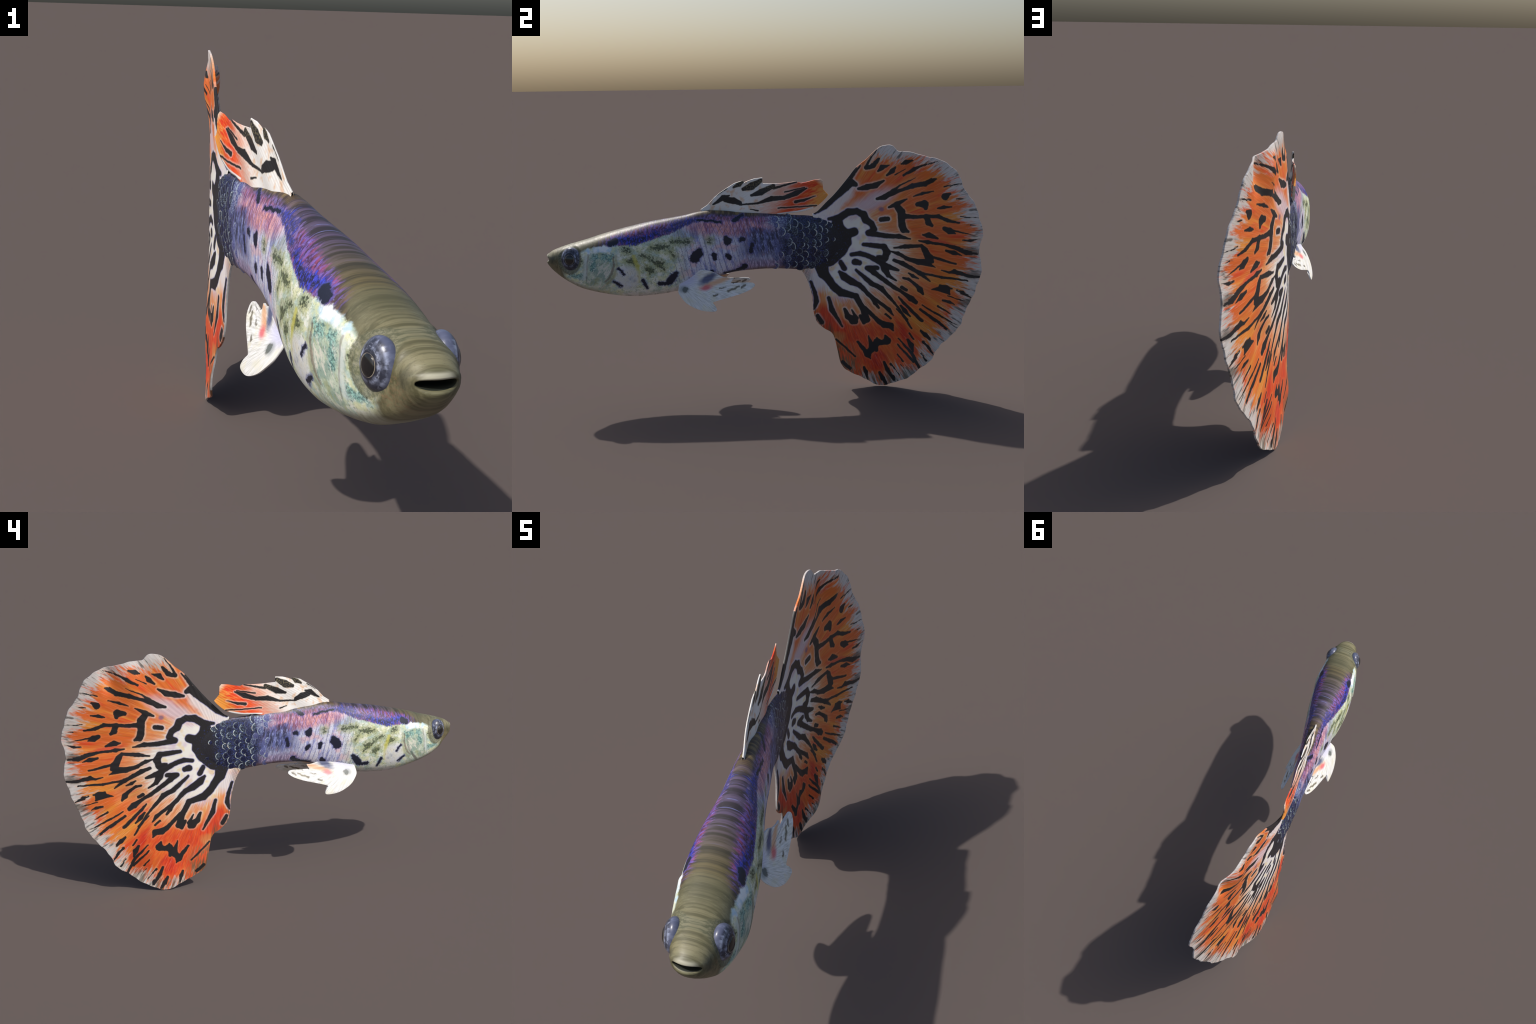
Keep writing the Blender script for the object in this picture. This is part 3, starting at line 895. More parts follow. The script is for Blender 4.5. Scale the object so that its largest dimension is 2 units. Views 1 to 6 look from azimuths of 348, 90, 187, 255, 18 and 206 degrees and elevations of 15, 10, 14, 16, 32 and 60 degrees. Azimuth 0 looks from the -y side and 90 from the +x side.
    col = s.mix(s.m('MULTIPLY', ellipse(s, P, .547, .862, .012, .010, .5), .7), col, (.14, .10, .28))
    # blue fringe then black; brownish where marks thin out near the margin
    col = s.mix(s.m('MULTIPLY', s.ramp(d, .0, .005, 1.0, 0.0), s.ramp(r, .40, .20, 0.0, .7)), col, (.10, .10, .50))
    ink = s.ramp(s.m('ADD', d, s.m('MULTIPLY', margin, s.m('MULTIPLY_ADD', streak, .02, -.008))), -.0018, .0018, 1.0, 0.0)
    col = s.mix(ink, col, BLACK)
    # navy and blue freckles where the fan grows out of the scaled tail base
    root = s.ramp(r, .16, .07)
    fre = s.noise(P, 120.0, 2.0)
    col = s.mix(s.m('MULTIPLY', root, s.ramp(fre, .58, .70)), col, (.03, .05, .22))
    return s.finish(col, .45, .5, bump=streak, bump_d=.0005)


def fin_rim_material(name, tint):
    s = Nodes(name)
    P, x, y, z = s.side_plane()
    n = s.noise(P, 40.0, 2.0)
    return s.finish(s.mix(s.ramp(n, .35, .7), tint, tuple(.82 * c for c in tint)), .5)


# ------------------------------------------------------------------ dorsal fin
def dorsal_material():
    s = Nodes('dorsal_fin_skin')
    P, x, y, z = s.side_plane()
    u = s.m('MULTIPLY_ADD', s.m('SUBTRACT', z, .85), -1.4, y)
    w = s.m('MULTIPLY_ADD', s.m('SUBTRACT', z, .85), 1.0, s.m('MULTIPLY', y, -.32))
    streak = s.noise(s.xyz(s.m('MULTIPLY', w, 16.0), s.m('MULTIPLY', y, 3.0), 0.0), 8.0, 3.0, .6)
    base = s.mix(s.ramp(s.noise(P, 30.0, 3.0), .52, .68), (.93, .91, .88), (.86, .62, .45))
    go = s.m('ADD', y, s.m('MULTIPLY', s.m('SUBTRACT', streak, .5), .16))
    go = s.m('SUBTRACT', go, s.m('MULTIPLY', s.m('SUBTRACT', z, .90), .55))
    col = s.mix(s.ramp(go, -.06, .06), base, (.90, .52, .40))
    hot = s.mix(s.ramp(streak, .35, .62), (.80, .040, .012), (.88, .13, .02))
    col = s.mix(s.ramp(go, .03, .13), col, hot)
    col = s.mix(s.ramp(go, .18, .25), col, (.93, .36, .06))
    col = s.mix(s.ramp(s.m('ADD', y, s.m('MULTIPLY', s.m('SUBTRACT', z, .95), 1.2)), .285, .33), col, (.80, .60, .45))
    col = s.mix(s.m('MULTIPLY', s.ramp(streak, .60, .75), .35), col, (.95, .85, .78))
    # white lower hem
    hem = s.strokes(P, [[(.06, .846, .002), (.161, .852, .006), (.225, .868, .005)]])
    col = s.mix(s.ramp(hem, -.001, .003, 1.0, 0.0), col, (.92, .90, .88))
    W = s.warp(s.warp(P, .005, 38.0, 1.0), .003, 180.0, 2.0)
    d = s.strokes(W, DORSAL_MARKS, .004)
    col = s.mix(s.m('MULTIPLY', s.ramp(d, 0.0, .007, 1.0, 0.0), .4), col, (.93, .86, .74))
    ink = s.ramp(d, -.002, .002, 1.0, 0.0)
    tips = s.m('MULTIPLY', s.ramp(z, .945, .985), s.ramp(y, .08, .02))
    dark = s.mix(s.m('MULTIPLY', tips, s.ramp(s.noise(P, 160.0, 2.0), .45, .62)), BLACK, (.16, .14, .08))
    col = s.mix(ink, col, dark)
    return s.finish(col, .45, bump=streak, bump_d=.0004)


# ------------------------------------------------------------------ pelvic fins
def pelvic_material():
    s = Nodes('pelvic_fin_skin')
    P, x, y, z = s.side_plane()
    W = s.warp(P, .012, 40.0)
    ang = s.m('ARCTAN2', s.m('SUBTRACT', z, .56), s.m('ADD', y, .42))
    streak = s.noise(s.xyz(s.m('MULTIPLY', ang, 12.0), s.m('MULTIPLY', y, 6.0), 0.0), 4.0, 3.0, .6)
    col = s.mix(s.ramp(streak, .40, .66), (.93, .92, .91), (.62, .62, .58))
    col = s.mix(s.m('MULTIPLY', s.ramp(s.noise(P, 22.0), .50, .66), .5), col, (.82, .78, .60))
    col = s.mix(s.m('MULTIPLY', ellipse(s, W, -.375, .565, .06, .035, .5), .7), col, (.66, .66, .95))
    col = s.mix(s.m('MULTIPLY', ellipse(s, W, -.225, .549, .075, .012, .6, .30), .75), col, (.85, .42, .18))
    col = s.mix(s.m('MULTIPLY', ellipse(s, W, -.275, .524, .025, .012, .6, .2), .8), col, (.80, .10, .14))
    col = s.mix(s.m('MULTIPLY', ellipse(s, W, -.265, .565, .045, .016, .5, .5), .9), col, (.05, .07, .20))
    d = s.strokes(s.warp(P, .012, 60.0), PELVIC_MARKS, .003)
    col = s.mix(s.m('MULTIPLY', s.ramp(d, -.003, .003, 1.0, 0.0), .85), col, (.10, .08, .04))
    col = s.mix(s.m('MULTIPLY', ellipse(s, W, -.375, .518, .022, .014, .6), .6), col, (.12, .16, .17))
    return s.finish(col, .45, bump=streak, bump_d=.001)


# ------------------------------------------------------------------ body skin
def body_material():
    s = Nodes('guppy_skin')
    P, x, y, z = s.side_plane()
    along = s.m('MULTIPLY', s.m('ADD', y, 1.02), 1 / 1.44)
    zt = s.fcurve(along, [((q + 1.02) / 1.44, float(TOP(q))) for q in np.linspace(-1.02, .40, 26)])
    zb = s.fcurve(along, [((q + 1.02) / 1.44, float(BOTTOM(q))) for q in np.linspace(-1.02, .40, 26)])
    down = s.m('SUBTRACT', zt, z)                 # depth below the back line
    up = s.m('SUBTRACT', z, zb)                   # height above the belly line

    def jit(f, n, a):
        return s.m('MULTIPLY_ADD', s.m('SUBTRACT', n, .5), a, f)

    def both(a, b):
        return s.m('MULTIPLY', a, b)

    soft = s.warp(P, .034, 18.0)
    W = s.warp(s.warp(P, .012, 45.0, 1.0), .009, 190.0, 2.0)
    grain = s.noise(P, 140.0, 4.0, .7)
    speck = s.noise(P, 330.0, 2.0, .6)
    clus = s.noise(P, 75.0, 4.0, .7)
    mott = s.noise(P, 24.0, 4.0, .65)
    blot = s.noise(s.v('ADD', P, (3.0, 5.0, 0.0)), 34.0, 3.0, .6)
    # slanted vertical streaks: the scale rows of the flank
    sl = s.m('MULTIPLY_ADD', s.m('SUBTRACT', z, .7), .22, y)
    rows = s.noise(s.xyz(s.m('MULTIPLY', sl, 62.0), s.m('MULTIPLY', z, 11.0), 0.0), 1.0, 4.0, .68)
    rowf = s.noise(s.xyz(s.m('MULTIPLY', sl, 190.0), s.m('MULTIPLY', z, 30.0), 0.0), 1.0, 3.0, .65)
    line = s.m('ABSOLUTE', s.m('SINE', s.m('MULTIPLY', jit(sl, mott, .012), math.pi / .0225)))
    line = both(s.ramp(line, .42, .08), s.ramp(grain, .35, .55))
    yj = jit(y, rows, .12)

    # ---- flank ground: cream-green in front, lilac-white behind
    col = s.mix(s.ramp(mott, .42, .58), (.90, .92, .82), (.52, .66, .58))
    col = s.mix(both(s.ramp(blot, .46, .60), .65), col, (.74, .76, .40))
    col = s.mix(both(s.ramp(grain, .55, .70), .55), col, (.98, .98, .95))
    col = s.mix(both(s.ramp(clus, .47, .36), .6), col, (.20, .27, .17))
    lil = s.mix(s.ramp(rows, .38, .56), (.33, .36, .70), (.76, .77, .93))
    lil = s.mix(both(s.ramp(rowf, .48, .62), .45), lil, (.93, .93, .95))
    lil = s.mix(both(s.ramp(s.noise(P, 16.0, 3.0), .52, .62), .6), lil, (.82, .50, .52))
    lil = s.mix(both(s.ramp(clus, .46, .36), .5), lil, (.16, .18, .50))
    col = s.mix(s.ramp(yj, -.43, -.33), col, lil)
    col = s.mix(both(both(line, s.ramp(y, -.46, -.40)), .65), col, (.12, .11, .24))
    # violet flush low on the flank
    low = both(s.ramp(jit(up, mott, .06), .075, .03), s.ramp(yj, -.22, -.08))
    col = s.mix(both(low, .8), col, s.mix(s.ramp(rowf, .42, .60), (.22, .14, .26), (.66, .50, .72)))
    # greenish-blue bars above the front flank
    fb = both(ellipse(s, soft, -.36, .775, .075, .030, .5, .15), s.ramp(rows, .36, .56, .4, 1.0))
    col = s.mix(both(fb, .85), col, s.mix(s.ramp(rows, .44, .58), (.05, .08, .16), (.50, .62, .80)))
    # salmon shoulder stripe in front of the tail base
    pk = ellipse(s, soft, -.155, .795, .20, .042, .40, -.08)
    pink = s.mix(s.ramp(rows, .40, .58), (.34, .10, .20), (.86, .40, .38))
    pink = s.mix(both(s.ramp(rowf, .48, .62), .75), pink, (.62, .46, .82))
    pink = s.mix(both(s.ramp(grain, .46, .36), .6), pink, (.12, .06, .14))
    col = s.mix(both(pk, .95), col, pink)
    # rose-brown top of the hind back
    tb = both(s.ramp(jit(down, mott, .03), .050, .030), s.ramp(yj, -.36, -.28))
    rose = s.mix(s.ramp(rows, .40, .58), (.10, .045, .070), (.42, .13, .24))
    rose = s.mix(both(s.ramp(rowf, .50, .62), .7), rose, (.40, .28, .66))
    col = s.mix(both(tb, .95), col, rose)
    # diamond lattice of scale edges
    Q = s.warp(P, .010, 30.0)
    qy, qz, _ = s.sep(Q)
    wa = s.m('ABSOLUTE', s.m('SINE', s.m('MULTIPLY', s.m('MULTIPLY_ADD', qz, .55, qy), 112.0)))
    wb = s.m('ABSOLUTE', s.m('SINE', s.m('MULTIPLY', s.m('MULTIPLY_ADD', qz, -.55, qy), 112.0)))
    lat = both(s.ramp(s.m('MINIMUM', wa, wb), .40, .04), s.ramp(grain, .36, .56))
    zone = both(both(s.ramp(y, -.36, -.26), s.ramp(y, .10, .0)), s.ramp(z, .745, .775))
    col = s.mix(both(both(lat, zone), .65), col, (.13, .055, .13))

    # ---- blue-black curtain, then the navy tail base
    cur = both(s.ramp(yj, -.17, -.05), s.ramp(jit(down, mott, .12), .040, .09))
    cur = both(cur, s.ramp(jit(up, rows, .10), .03, .10, .25, 1.0))
    dusk = s.mix(s.ramp(rows, .42, .60), (.012, .016, .050), (.10, .13, .40))
    dusk = s.mix(both(s.ramp(rowf, .52, .64), .75), dusk, (.36, .42, .80))
    dusk = s.mix(both(s.ramp(grain, .46, .36), .7), dusk, (.012, .013, .035))
    col = s.mix(both(cur, .92), col, dusk)
    ped = s.ramp(jit(y, mott, .10), .03, .11)
    navy = s.mix(s.ramp(grain, .46, .66), (.010, .011, .028), (.05, .07, .26))
    navy = s.mix(both(s.ramp(clus, .54, .66), .5), navy, (.035, .07, .30))
    navy = s.mix(both(s.ramp(speck, .60, .70), .6), navy, (.40, .58, .76))
    col = s.mix(ped, col, navy)
    hip = both(both(s.ramp(y, -.03, .04), s.ramp(y, .15, .08)), s.ramp(jit(down, mott, .04), .075, .03))
    col = s.mix(both(hip, .85), col, s.mix(s.ramp(grain, .46, .60), (.09, .09, .28), (.46, .60, .74)))
    col = s.mix(both(s.ramp(y, .26, .32), .9), col, BLACK)

    # ---- olive mottling with dark speckles
    d = s.strokes(s.warp(W, .016, 70.0), OLIVE_BLOTCHES + OLIVE_SPOT, .012)
    d = jit(jit(d, clus, .055), grain, .035)
    olive = s.mix(s.ramp(grain, .44, .62), (.016, .028, .020), (.15, .20, .075))
    col = s.mix(both(s.ramp(d, .018, .003), .6), col, (.40, .44, .20))
    col = s.mix(both(s.ramp(d, .001, -.010), .88), col, olive)
    spk = both(s.ramp(speck, .58, .66), s.ramp(s.noise(P, 12.0), .40, .56))
    spk = both(spk, both(s.ramp(y, -.72, -.60), s.ramp(y, -.05, -.2)))
    col = s.mix(both(spk, .8), col, (.05, .065, .06))
    yl = s.strokes(s.warp(P, .010, 60.0), YELLOW_STREAK, .004)
    col = s.mix(both(s.ramp(yl, .008, -.003), .8), col, (.62, .60, .13))

    # ---- back: purple-magenta scales over brown, deep blue lower border
    depth = s.fcurve(s.m('MULTIPLY', s.m('ADD', y, 1.0), 1 / 1.2), [(0.0, .01), (.08, .025), (.13, .034), (.20, .045), (.27, .062), (.34, .078), (.42, .076), (.50, .055), (.56, .040), (.62, .030), (.75, .020), (.90, .010), (1.0, .006)])
    back = s.ramp(s.m('SUBTRACT', jit(jit(down, mott, .03), grain, .02), depth), .006, -.006)
    transv = s.noise(s.xyz(s.m('MULTIPLY', y, 58.0), s.m('MULTIPLY', z, 16.0), 0.0), 1.0, 3.0, .6)
    tv2 = s.noise(s.xyz(s.m('MULTIPLY', y, 120.0), s.m('MULTIPLY', z, 45.0), 3.0), 1.0, 3.0, .65)
    bk = s.mix(s.ramp(transv, .36, .66), (.055, .048, .030), (.150, .122, .055))
    aft = s.ramp(jit(y, transv, .18), -.72, -.50)
    bk = s.mix(aft, bk, s.mix(s.ramp(transv, .42, .60), (.038, .030, .036), (.105, .078, .135)))
    bk = s.mix(both(both(s.ramp(tv2, .58, .68), aft), .55), bk, (.22, .24, .52))
    pur = s.mix(s.ramp(tv2, .42, .60), (.065, .024, .055), (.19, .11, .42))
    pur = s.mix(both(s.ramp(transv, .50, .62), .75), pur, (.32, .06, .13))
    pur = s.mix(both(s.ramp(grain, .56, .66), .7), pur, (.28, .24, .64))
    pur = s.mix(both(s.ramp(y, -.50, -.40), .65), pur, s.mix(s.ramp(tv2, .44, .58), (.055, .040, .065), (.23, .19, .38)))
    inner = both(s.ramp(jit(jit(down, tv2, .03), mott, .02), .008, .024), s.ramp(yj, -.78, -.68))
    bk = s.mix(inner, bk, pur)
    col = s.mix(back, col, bk)
    bl = jit(s.strokes(s.warp(W, .016, 60.0), BLUE_BAND + BLUE_BAND_B, .008), tv2, .045)
    blue = s.mix(s.ramp(tv2, .38, .54), (.050, .065, .60), (.012, .013, .045))
    blue = s.mix(both(s.ramp(y, -.52, -.42), .5), blue, (.06, .055, .16))
    blue = s.mix(both(s.ramp(grain, .56, .66), .6), blue, (.20, .24, .85))
    col = s.mix(both(s.ramp(bl, .006, -.006), .95), col, blue)
    rid = both(s.ramp(jit(down, rows, .012), .020, .006), both(s.ramp(y, -.36, -.30), s.ramp(y, .0, -.08)))
    col = s.mix(rid, col, s.mix(s.ramp(rows, .4, .6), (.06, .04, .028), (.24, .17, .07)))

    # ---- head: pearly gill cover, silver cheek, olive crown and snout
    gill = s.mix(s.ramp(mott, .40, .60), (.56, .66, .52), (.30, .42, .36))
    diag = s.m('MULTIPLY_ADD', s.m('SUBTRACT', z, .62), -.8, y)
    gs = s.noise(s.xyz(s.m('MULTIPLY', diag, 38.0), s.m('MULTIPLY', s.m('MULTIPLY_ADD', y, .8, z), 12.0), 2.0), 1.0, 4.0, .65)
    gill = s.mix(both(s.ramp(gs, .50, .60), .8), gill, (.84, .80, .70))
    gill = s.mix(both(s.ramp(gs, .46, .38), .6), gill, (.34, .36, .14))
    gill = s.mix(both(s.ramp(grain, .46, .36), .45), gill, (.07, .13, .11))
    gmask = both(ellipse(s, W, -.755, .615, .072, .105, .18), s.ramp(jit(down, mott, .02), .052, .070))
    gmask = both(gmask, s.ramp(jit(up, mott, .03), .018, .05))
    col = s.mix(both(gmask, .92), col, gill)
    tl = jit(jit(s.strokes(s.warp(P, .040, 30.0), TEAL_PATCH, .012), grain, .030), clus, .05)
    teal = s.mix(s.ramp(grain, .42, .60), (.035, .13, .14), (.32, .66, .60))
    teal = s.mix(both(s.ramp(blot, .52, .62), .6), teal, (.70, .78, .55))
    col = s.mix(both(s.ramp(tl, .012, -.012), .8), col, teal)
    cr = s.fcurve(s.m('MULTIPLY', s.m('ADD', y, 1.0), 4.0), [(0.0, .10), (.2, .075), (.5, .050), (.8, .038), (1.0, .02)])
    cm = both(s.ramp(jit(s.m('SUBTRACT', down, cr), mott, .025), .006, -.006), s.ramp(y, -.72, -.78))
    snout = s.ramp(jit(y, mott, .035), -.895, -.925)
    jaw = both(s.ramp(jit(up, mott, .04), .040, .010), s.ramp(y, -.66, -.78))
    oliv = s.mix(s.ramp(transv, .36, .62), (.105, .098, .048), (.235, .215, .120))
    oliv = s.mix(both(s.ramp(y, -.86, -.80), .6), oliv, (.080, .078, .042))
    oliv = s.mix(both(s.ramp(tv2, .54, .66), .40), oliv, (.24, .24, .14))
    oliv = s.mix(both(s.ramp(speck, .56, .68), .45), oliv, (.10, .085, .05))
    col = s.mix(jaw, col, s.mix(s.ramp(transv, .4, .6), (.26, .26, .17), (.40, .40, .31)))
    col = s.mix(s.m('MAXIMUM', cm, snout), col, oliv)
    # warm freckled skin before the eye, dark ring round the socket
    fk = both(ellipse(s, W, -.945, .635, .03, .035, .4), s.ramp(grain, .46, .60))
    col = s.mix(both(fk, .6), col, (.24, .16, .09))
    ring = s.v('LENGTH', s.v('MULTIPLY', s.v('SUBTRACT', P, (-.884, .672, 0)), (1 / .050, 1 / .061, 0)))
    col = s.mix(both(s.ramp(jit(jit(ring, mott, .2), grain, .2), 1.16, 1.02), .85), col, s.mix(s.ramp(grain, .42, .6), (.10, .105, .06), (.22, .21, .13)))
    rimp = jit(s.strokes(s.warp(P, .022, 28.0), CHEEK_RIM, .004), clus, .022)
    col = s.mix(both(s.ramp(rimp, .008, -.006), .7), col, (.70, .76, .74))
    sv = jit(s.strokes(s.warp(P, .018, 60.0), SILVER_PATCH, .008), grain, .014)
    col = s.mix(s.ramp(sv, .006, -.004), col, s.mix(s.ramp(mott, .40, .60), (.90, .95, .97), (.52, .72, .86)))
    ln = s.strokes(s.warp(P, .014, 30.0), CHEEK_LINE, .002)
    col = s.mix(both(s.ramp(ln, .0025, -.001), .45), col, (.16, .09, .10))
    ge = jit(s.strokes(s.warp(P, .014, 35.0), GILL_MEMBRANE, .003), clus, .014)
    col = s.mix(both(s.ramp(ge, .006, -.006), .6), col, (.42, .40, .22))
    ge = jit(s.strokes(s.warp(P, .012, 35.0), GILL_EDGE, .003), grain, .006)
    col = s.mix(both(s.ramp(ge, .003, -.003), .7), col, (.15, .10, .07))
    # pale patch where the breast fin lies flat, with dark dashes
    br = ellipse(s, W, -.625, .585, .052, .055, .25, .3)
    col = s.mix(both(br, .65), col, s.mix(s.ramp(mott, .42, .58), (.66, .68, .78), (.88, .82, .80)))
    dsh = both(both(br, s.ramp(rowf, .60, .68)), s.ramp(blot, .45, .55))
    col = s.mix(both(dsh, .8), col, (.10, .07, .05))
    # belly
    be = both(s.ramp(jit(up, mott, .04), .045, .012), both(s.ramp(y, -.70, -.62), s.ramp(y, -.28, -.36)))
    col = s.mix(both(be, .85), col, s.mix(s.ramp(mott, .42, .60), (.76, .75, .74), (.58, .57, .54)))
    bs = both(both(s.ramp(jit(up, grain, .03), .014, .004), s.ramp(blot, .50, .60)), s.ramp(y, -.80, -.72))
    col = s.mix(both(bs, .7), col, (.10, .085, .07))
    hem = both(s.ramp(jit(up, rows, .02), .022, .006), both(s.ramp(y, -.26, -.20), s.ramp(y, .22, .16)))
    col = s.mix(both(hem, .75), col, (.17, .11, .12))
    # spots
    d = jit(s.strokes(s.warp(W, .008, 80.0), FLANK_SPOTS + BELLY_SPOTS, .004), clus, .016)
    d = s.m('SUBTRACT', d, .0025)
    col = s.mix(both(s.ramp(d, .007, .0), .55), col, (.08, .10, .42))
    col = s.mix(s.ramp(d, .002, -.003), col, (.013, .016, .036))
    # lip and nostril
    lip = both(s.ramp(y, -.985, -.999), s.ramp(s.m('ABSOLUTE', s.m('SUBTRACT', z, .686)), .010, .004))
    col = s.mix(both(lip, .7), col, (.62, .60, .47))
    nost = ellipse(s, s.warp(P, .02, 60.0), -.968, .672, .014, .018, .6)
    col = s.mix(both(nost, .6), col, (.05, .05, .035))
    return s.finish(col, s.ramp(grain, .3, .7, .52, .42), .5, bump=s.m('ADD', grain, rows), bump_d=.0008)


def mouth_material():
    s = Nodes('mouth_lining')
    P, x, y, z = s.side_plane()
    return s.finish(s.mix(s.ramp(s.noise(P, 60.0), .4, .6), (.020, .024, .018), (.045, .045, .03)), .5)


def iris_material():
    s = Nodes('iris')
    o = s.new('ShaderNodeTexCoord').outputs['Object']
    x, y, z = s.sep(o)
    r = s.m('SQRT', s.m('ADD', s.m('MULTIPLY', y, y), s.m('MULTIPLY', z, z)))
    a = s.m('ARCTAN2', z, y)
    w = s.noise(s.xyz(s.m('MULTIPLY', a, .6), s.m('MULTIPLY', r, 3.0), 0.0), 3.2, 3.0, .6)
    n = s.noise(s.v('MULTIPLY', o, (0, 1, 1)), 3.0, 3.0, .6)
    col = s.mix(s.ramp(n, .42, .64), (.045, .050, .075), (.32, .36, .50))
    col = s.mix(s.ramp(w, .55, .70, 0.0, .8), col, (.50, .54, .68))
    col = s.mix(s.m('MULTIPLY', s.ramp(z, -.35, -.75), .8), col, (.018, .018, .030))
    col = s.mix(s.m('MULTIPLY', s.ramp(r, .86, .97), .8), col, (.115, .13, .21))
    col = s.mix(s.m('MULTIPLY', s.m('MULTIPLY', s.ramp(r, .62, .72), s.ramp(r, .86, .78)), .7), col, (.035, .038, .06))
    col = s.mix(s.m('MULTIPLY', s.ramp(r, .60, .48), .9), col, (.02, .02, .03))
    return s.finish(col, .30, .5)


def plain(name, colour, rough, coat=0.0, metallic=0.0):
    s = Nodes(name)
    o = s.new('ShaderNodeTexCoord').outputs['Object']
    n = s.noise(o, 4.0, 2.0)
    m_ = s.finish(s.mix(s.ramp(n, .4, .7), colour, tuple(.8 * c for c in colour)), rough, .5, coat)
    return m_


def scale_material():
    s = Nodes('scale_skin')
    o = s.new('ShaderNodeTexCoord').outputs['Object']
    x, y, z = s.sep(o)
    info = s.new('ShaderNodeObjectInfo')
    rnd = info.outputs['Random']
    off = s.v('ADD', o, s.xyz(s.m('MULTIPLY', rnd, 17.0), s.m('MULTIPLY', rnd, 31.0), 0.0))
    r = s.m('SQRT', s.m('ADD', s.m('MULTIPLY', x, x), s.m('MULTIPLY', y, y)))
    n1 = s.noise(off, 2.2, 2.0)
    n2 = s.noise(off, 7.0, 3.0, .65)
    dark = s.mix(s.ramp(n2, .48, .66), (.008, .009, .022), (.032, .05, .20))
    bright = s.mix(s.ramp(n2, .34, .56), (.14, .26, .50), (.72, .84, .82))
    bright = s.mix(s.m('MULTIPLY', s.ramp(n1, .50, .62), s.ramp(rnd, .5, .9)), bright, (.80, .70, .55))
    # the foremost scales still carry the flank's violet
    place = s.sep(info.outputs['Location'])[1]
    dark = s.mix(s.ramp(s.m('ADD', place, s.m('MULTIPLY', rnd, .05)), .16, .07, 0.0, .85), dark, s.mix(s.ramp(n2, .42, .6), (.05, .06, .20), (.26, .28, .58)))
    # pale crescent on the free rear edge
    cres = s.m('MULTIPLY', s.ramp(r, .70, .84), s.ramp(s.m('ADD', y, s.m('MULTIPLY', s.m('SUBTRACT', n1, .5), 2.6)), -.10, .45))
    col = s.mix(s.m('MULTIPLY', cres, s.m('MULTIPLY', s.ramp(rnd, .0, .8, .12, .95), s.ramp(n2, .36, .54, .3, 1.0))), dark, bright)
    # some scales glitter all over
    fr = s.m('FRACT', s.m('MULTIPLY', rnd, 7.31))
    glit = s.m('MULTIPLY', s.ramp(n2, .54, .64), s.ramp(fr, .55, .95))
    col = s.mix(s.m('MULTIPLY', glit, .75), col, (.46, .64, .72))
    return s.finish(col, .38, .5)


# ------------------------------------------------------------------ assemble
root = bpy.data.objects.new('guppy_fish', None)
bpy.context.scene.collection.objects.link(root)
root['label'] = 'guppy fish with orange black-patterned fan tail and iridescent body'
root['category'] = 'fish'

skin = body_material()
parts = {}
body = build_body()
for part in ('head', 'torso', 'caudal_peduncle'):
    parts[part] = add(part, body[part], root, [skin], smooth=False)
parts['mouth'] = add('mouth', body['mouth'], parts['head'], [mouth_material()], smooth=False)

white_rim = fin_rim_material('fin_rim', (.80, .78, .75))
add('caudal_fin', build_tail(), root, [caudal_material(), white_rim])
add('dorsal_fin', build_dorsal(), root, [dorsal_material(), white_rim])
pel = pelvic_material()
pelvic_rim = fin_rim_material('pelvic_fin_rim', (.90, .89, .87))
for side in (1, -1):
    add('pelvic_fin', build_pelvic(side), root, [pel, pelvic_rim])

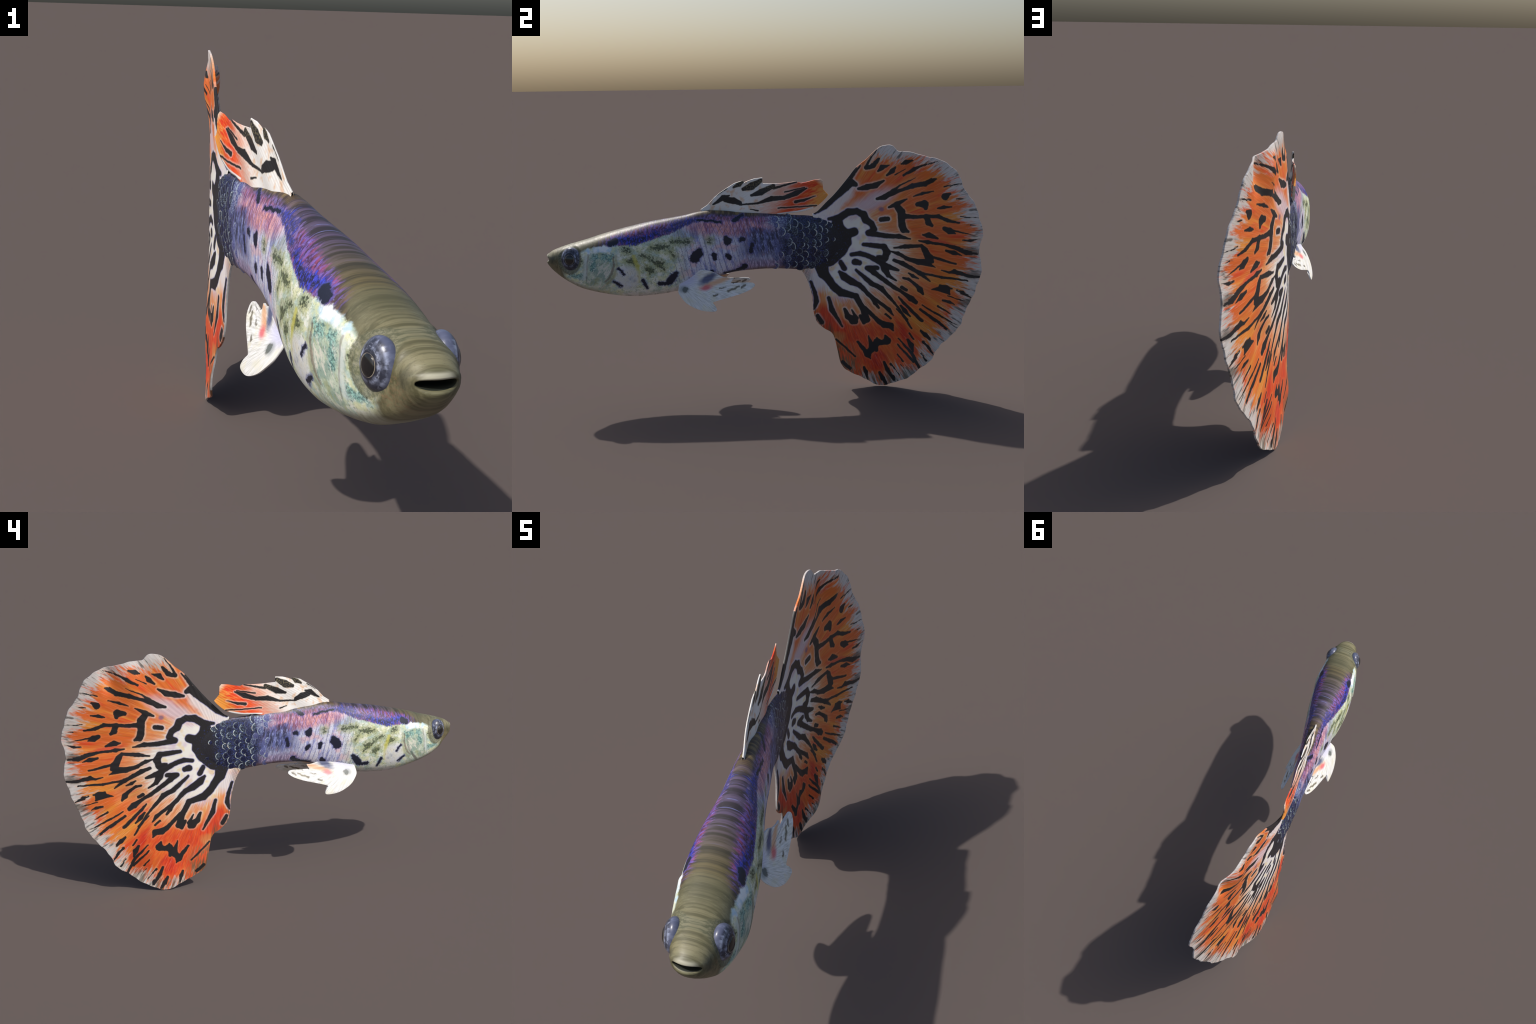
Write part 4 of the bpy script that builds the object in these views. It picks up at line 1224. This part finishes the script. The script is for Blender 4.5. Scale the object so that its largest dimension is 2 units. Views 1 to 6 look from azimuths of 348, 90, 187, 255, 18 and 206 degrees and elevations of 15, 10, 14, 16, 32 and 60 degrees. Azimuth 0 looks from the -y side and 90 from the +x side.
# eyes: ball, brass ring and pupil on each side of the head
ball, pupil, ring = eye_meshes()
mats = (iris_material(), plain('pupil_black', (.012, .012, .013), .18, .6), plain('pupil_ring', (.30, .26, .20), .35))
for side in (1, -1):
    cy = -.874 if side > 0 else -.898
    nn = side_normal(-.888)
    # the eye looks a little forward, square to the narrowing head
    out = Vector((side * float(nn[0]), side * float(nn[1]) - .21, .08)).normalized()
    fwd = Vector((0, 1, 0))
    up = Vector((0, 0, 1))
    ydir = (fwd - out * fwd.dot(out)).normalized()
    zdir = out.cross(ydir) * side
    rot = Matrix((out, ydir, zdir)).transposed().to_4x4()
    lat = .0650
    c = Vector((float(SPINE_X(-.888)) + side * lat * float(nn[0]), -.888 + side * lat * float(nn[1]), .675))
    rx, ry, rz = .0300, .0455, .0535
    e = add('eye', ball if side > 0 else ball.copy(), root, [] if side < 0 else [mats[0]])
    e.matrix_world = Matrix.Translation(c) @ rot @ Matrix.Diagonal((rx, ry, rz, 1))
    pc = c + out * (rx * .955)
    pr = .0195
    for nm, me, mt, dims, back in (('pupil', pupil, mats[1], (.0062, pr, pr * 1.10), -.0022), ('iris_ring', ring, mats[2], (pr * .8, pr * 1.03, pr * 1.13), -.0022)):
        o = bpy.data.objects.new(nm, me)
        bpy.context.scene.collection.objects.link(o)
        if not me.materials:
            me.materials.append(mt)
            me.polygons.foreach_set('use_smooth', [True] * len(me.polygons))
        o.parent = e
        o.matrix_parent_inverse = e.matrix_world.inverted()
        o.matrix_world = Matrix.Translation(pc + out * back) @ rot @ Matrix.Diagonal((*dims, 1))

# raised scales on the tail base: staggered rows, one shared mesh, thinning out at both ends
sm = scale_mesh()
sm.materials.append(scale_material())
for side in (1, -1):
    rr = random.Random(11)
    col = 0
    y = .045
    while y < .34:
        zt, zb = float(TOP(y)) - .010, float(BOTTOM(y)) + .012
        z = zb + (.019 if col % 2 else .001)
        while z < zt:
            jy, jz, tilt = rr.uniform(-.006, .006), rr.uniform(-.006, .006), rr.uniform(-.35, .35)
            sx, sy, keep, sink = rr.uniform(.72, 1.10), rr.uniform(.80, 1.20), rr.random(), rr.uniform(-.0008, .0010)
            rim_zone = min(z - zb, zt - z) < .05
            chance = .35 + .65 * min(1, max(0, (y - .05) / .06)) if not rim_zone else .95
            if y > .26:
                chance = .6
            if keep < chance:
                p, n, t = flank(y + jy, min(max(z + jz, zb), zt), side)
                t = (t - n * t.dot(n)).normalized()
                b = t.cross(n)
                R = Matrix((b, t, n)).transposed().to_4x4()
                o = bpy.data.objects.new('scale', sm)
                bpy.context.scene.collection.objects.link(o)
                o.parent = parts['caudal_peduncle']
                o.matrix_world = (Matrix.Translation(p + n * sink) @ R @ Matrix.Rotation(tilt, 4, 'Z')
                                  @ Matrix.Diagonal((.0205 * sx, .0185 * sy, .014, 1)))
            z += .038
        y += .029
        col += 1
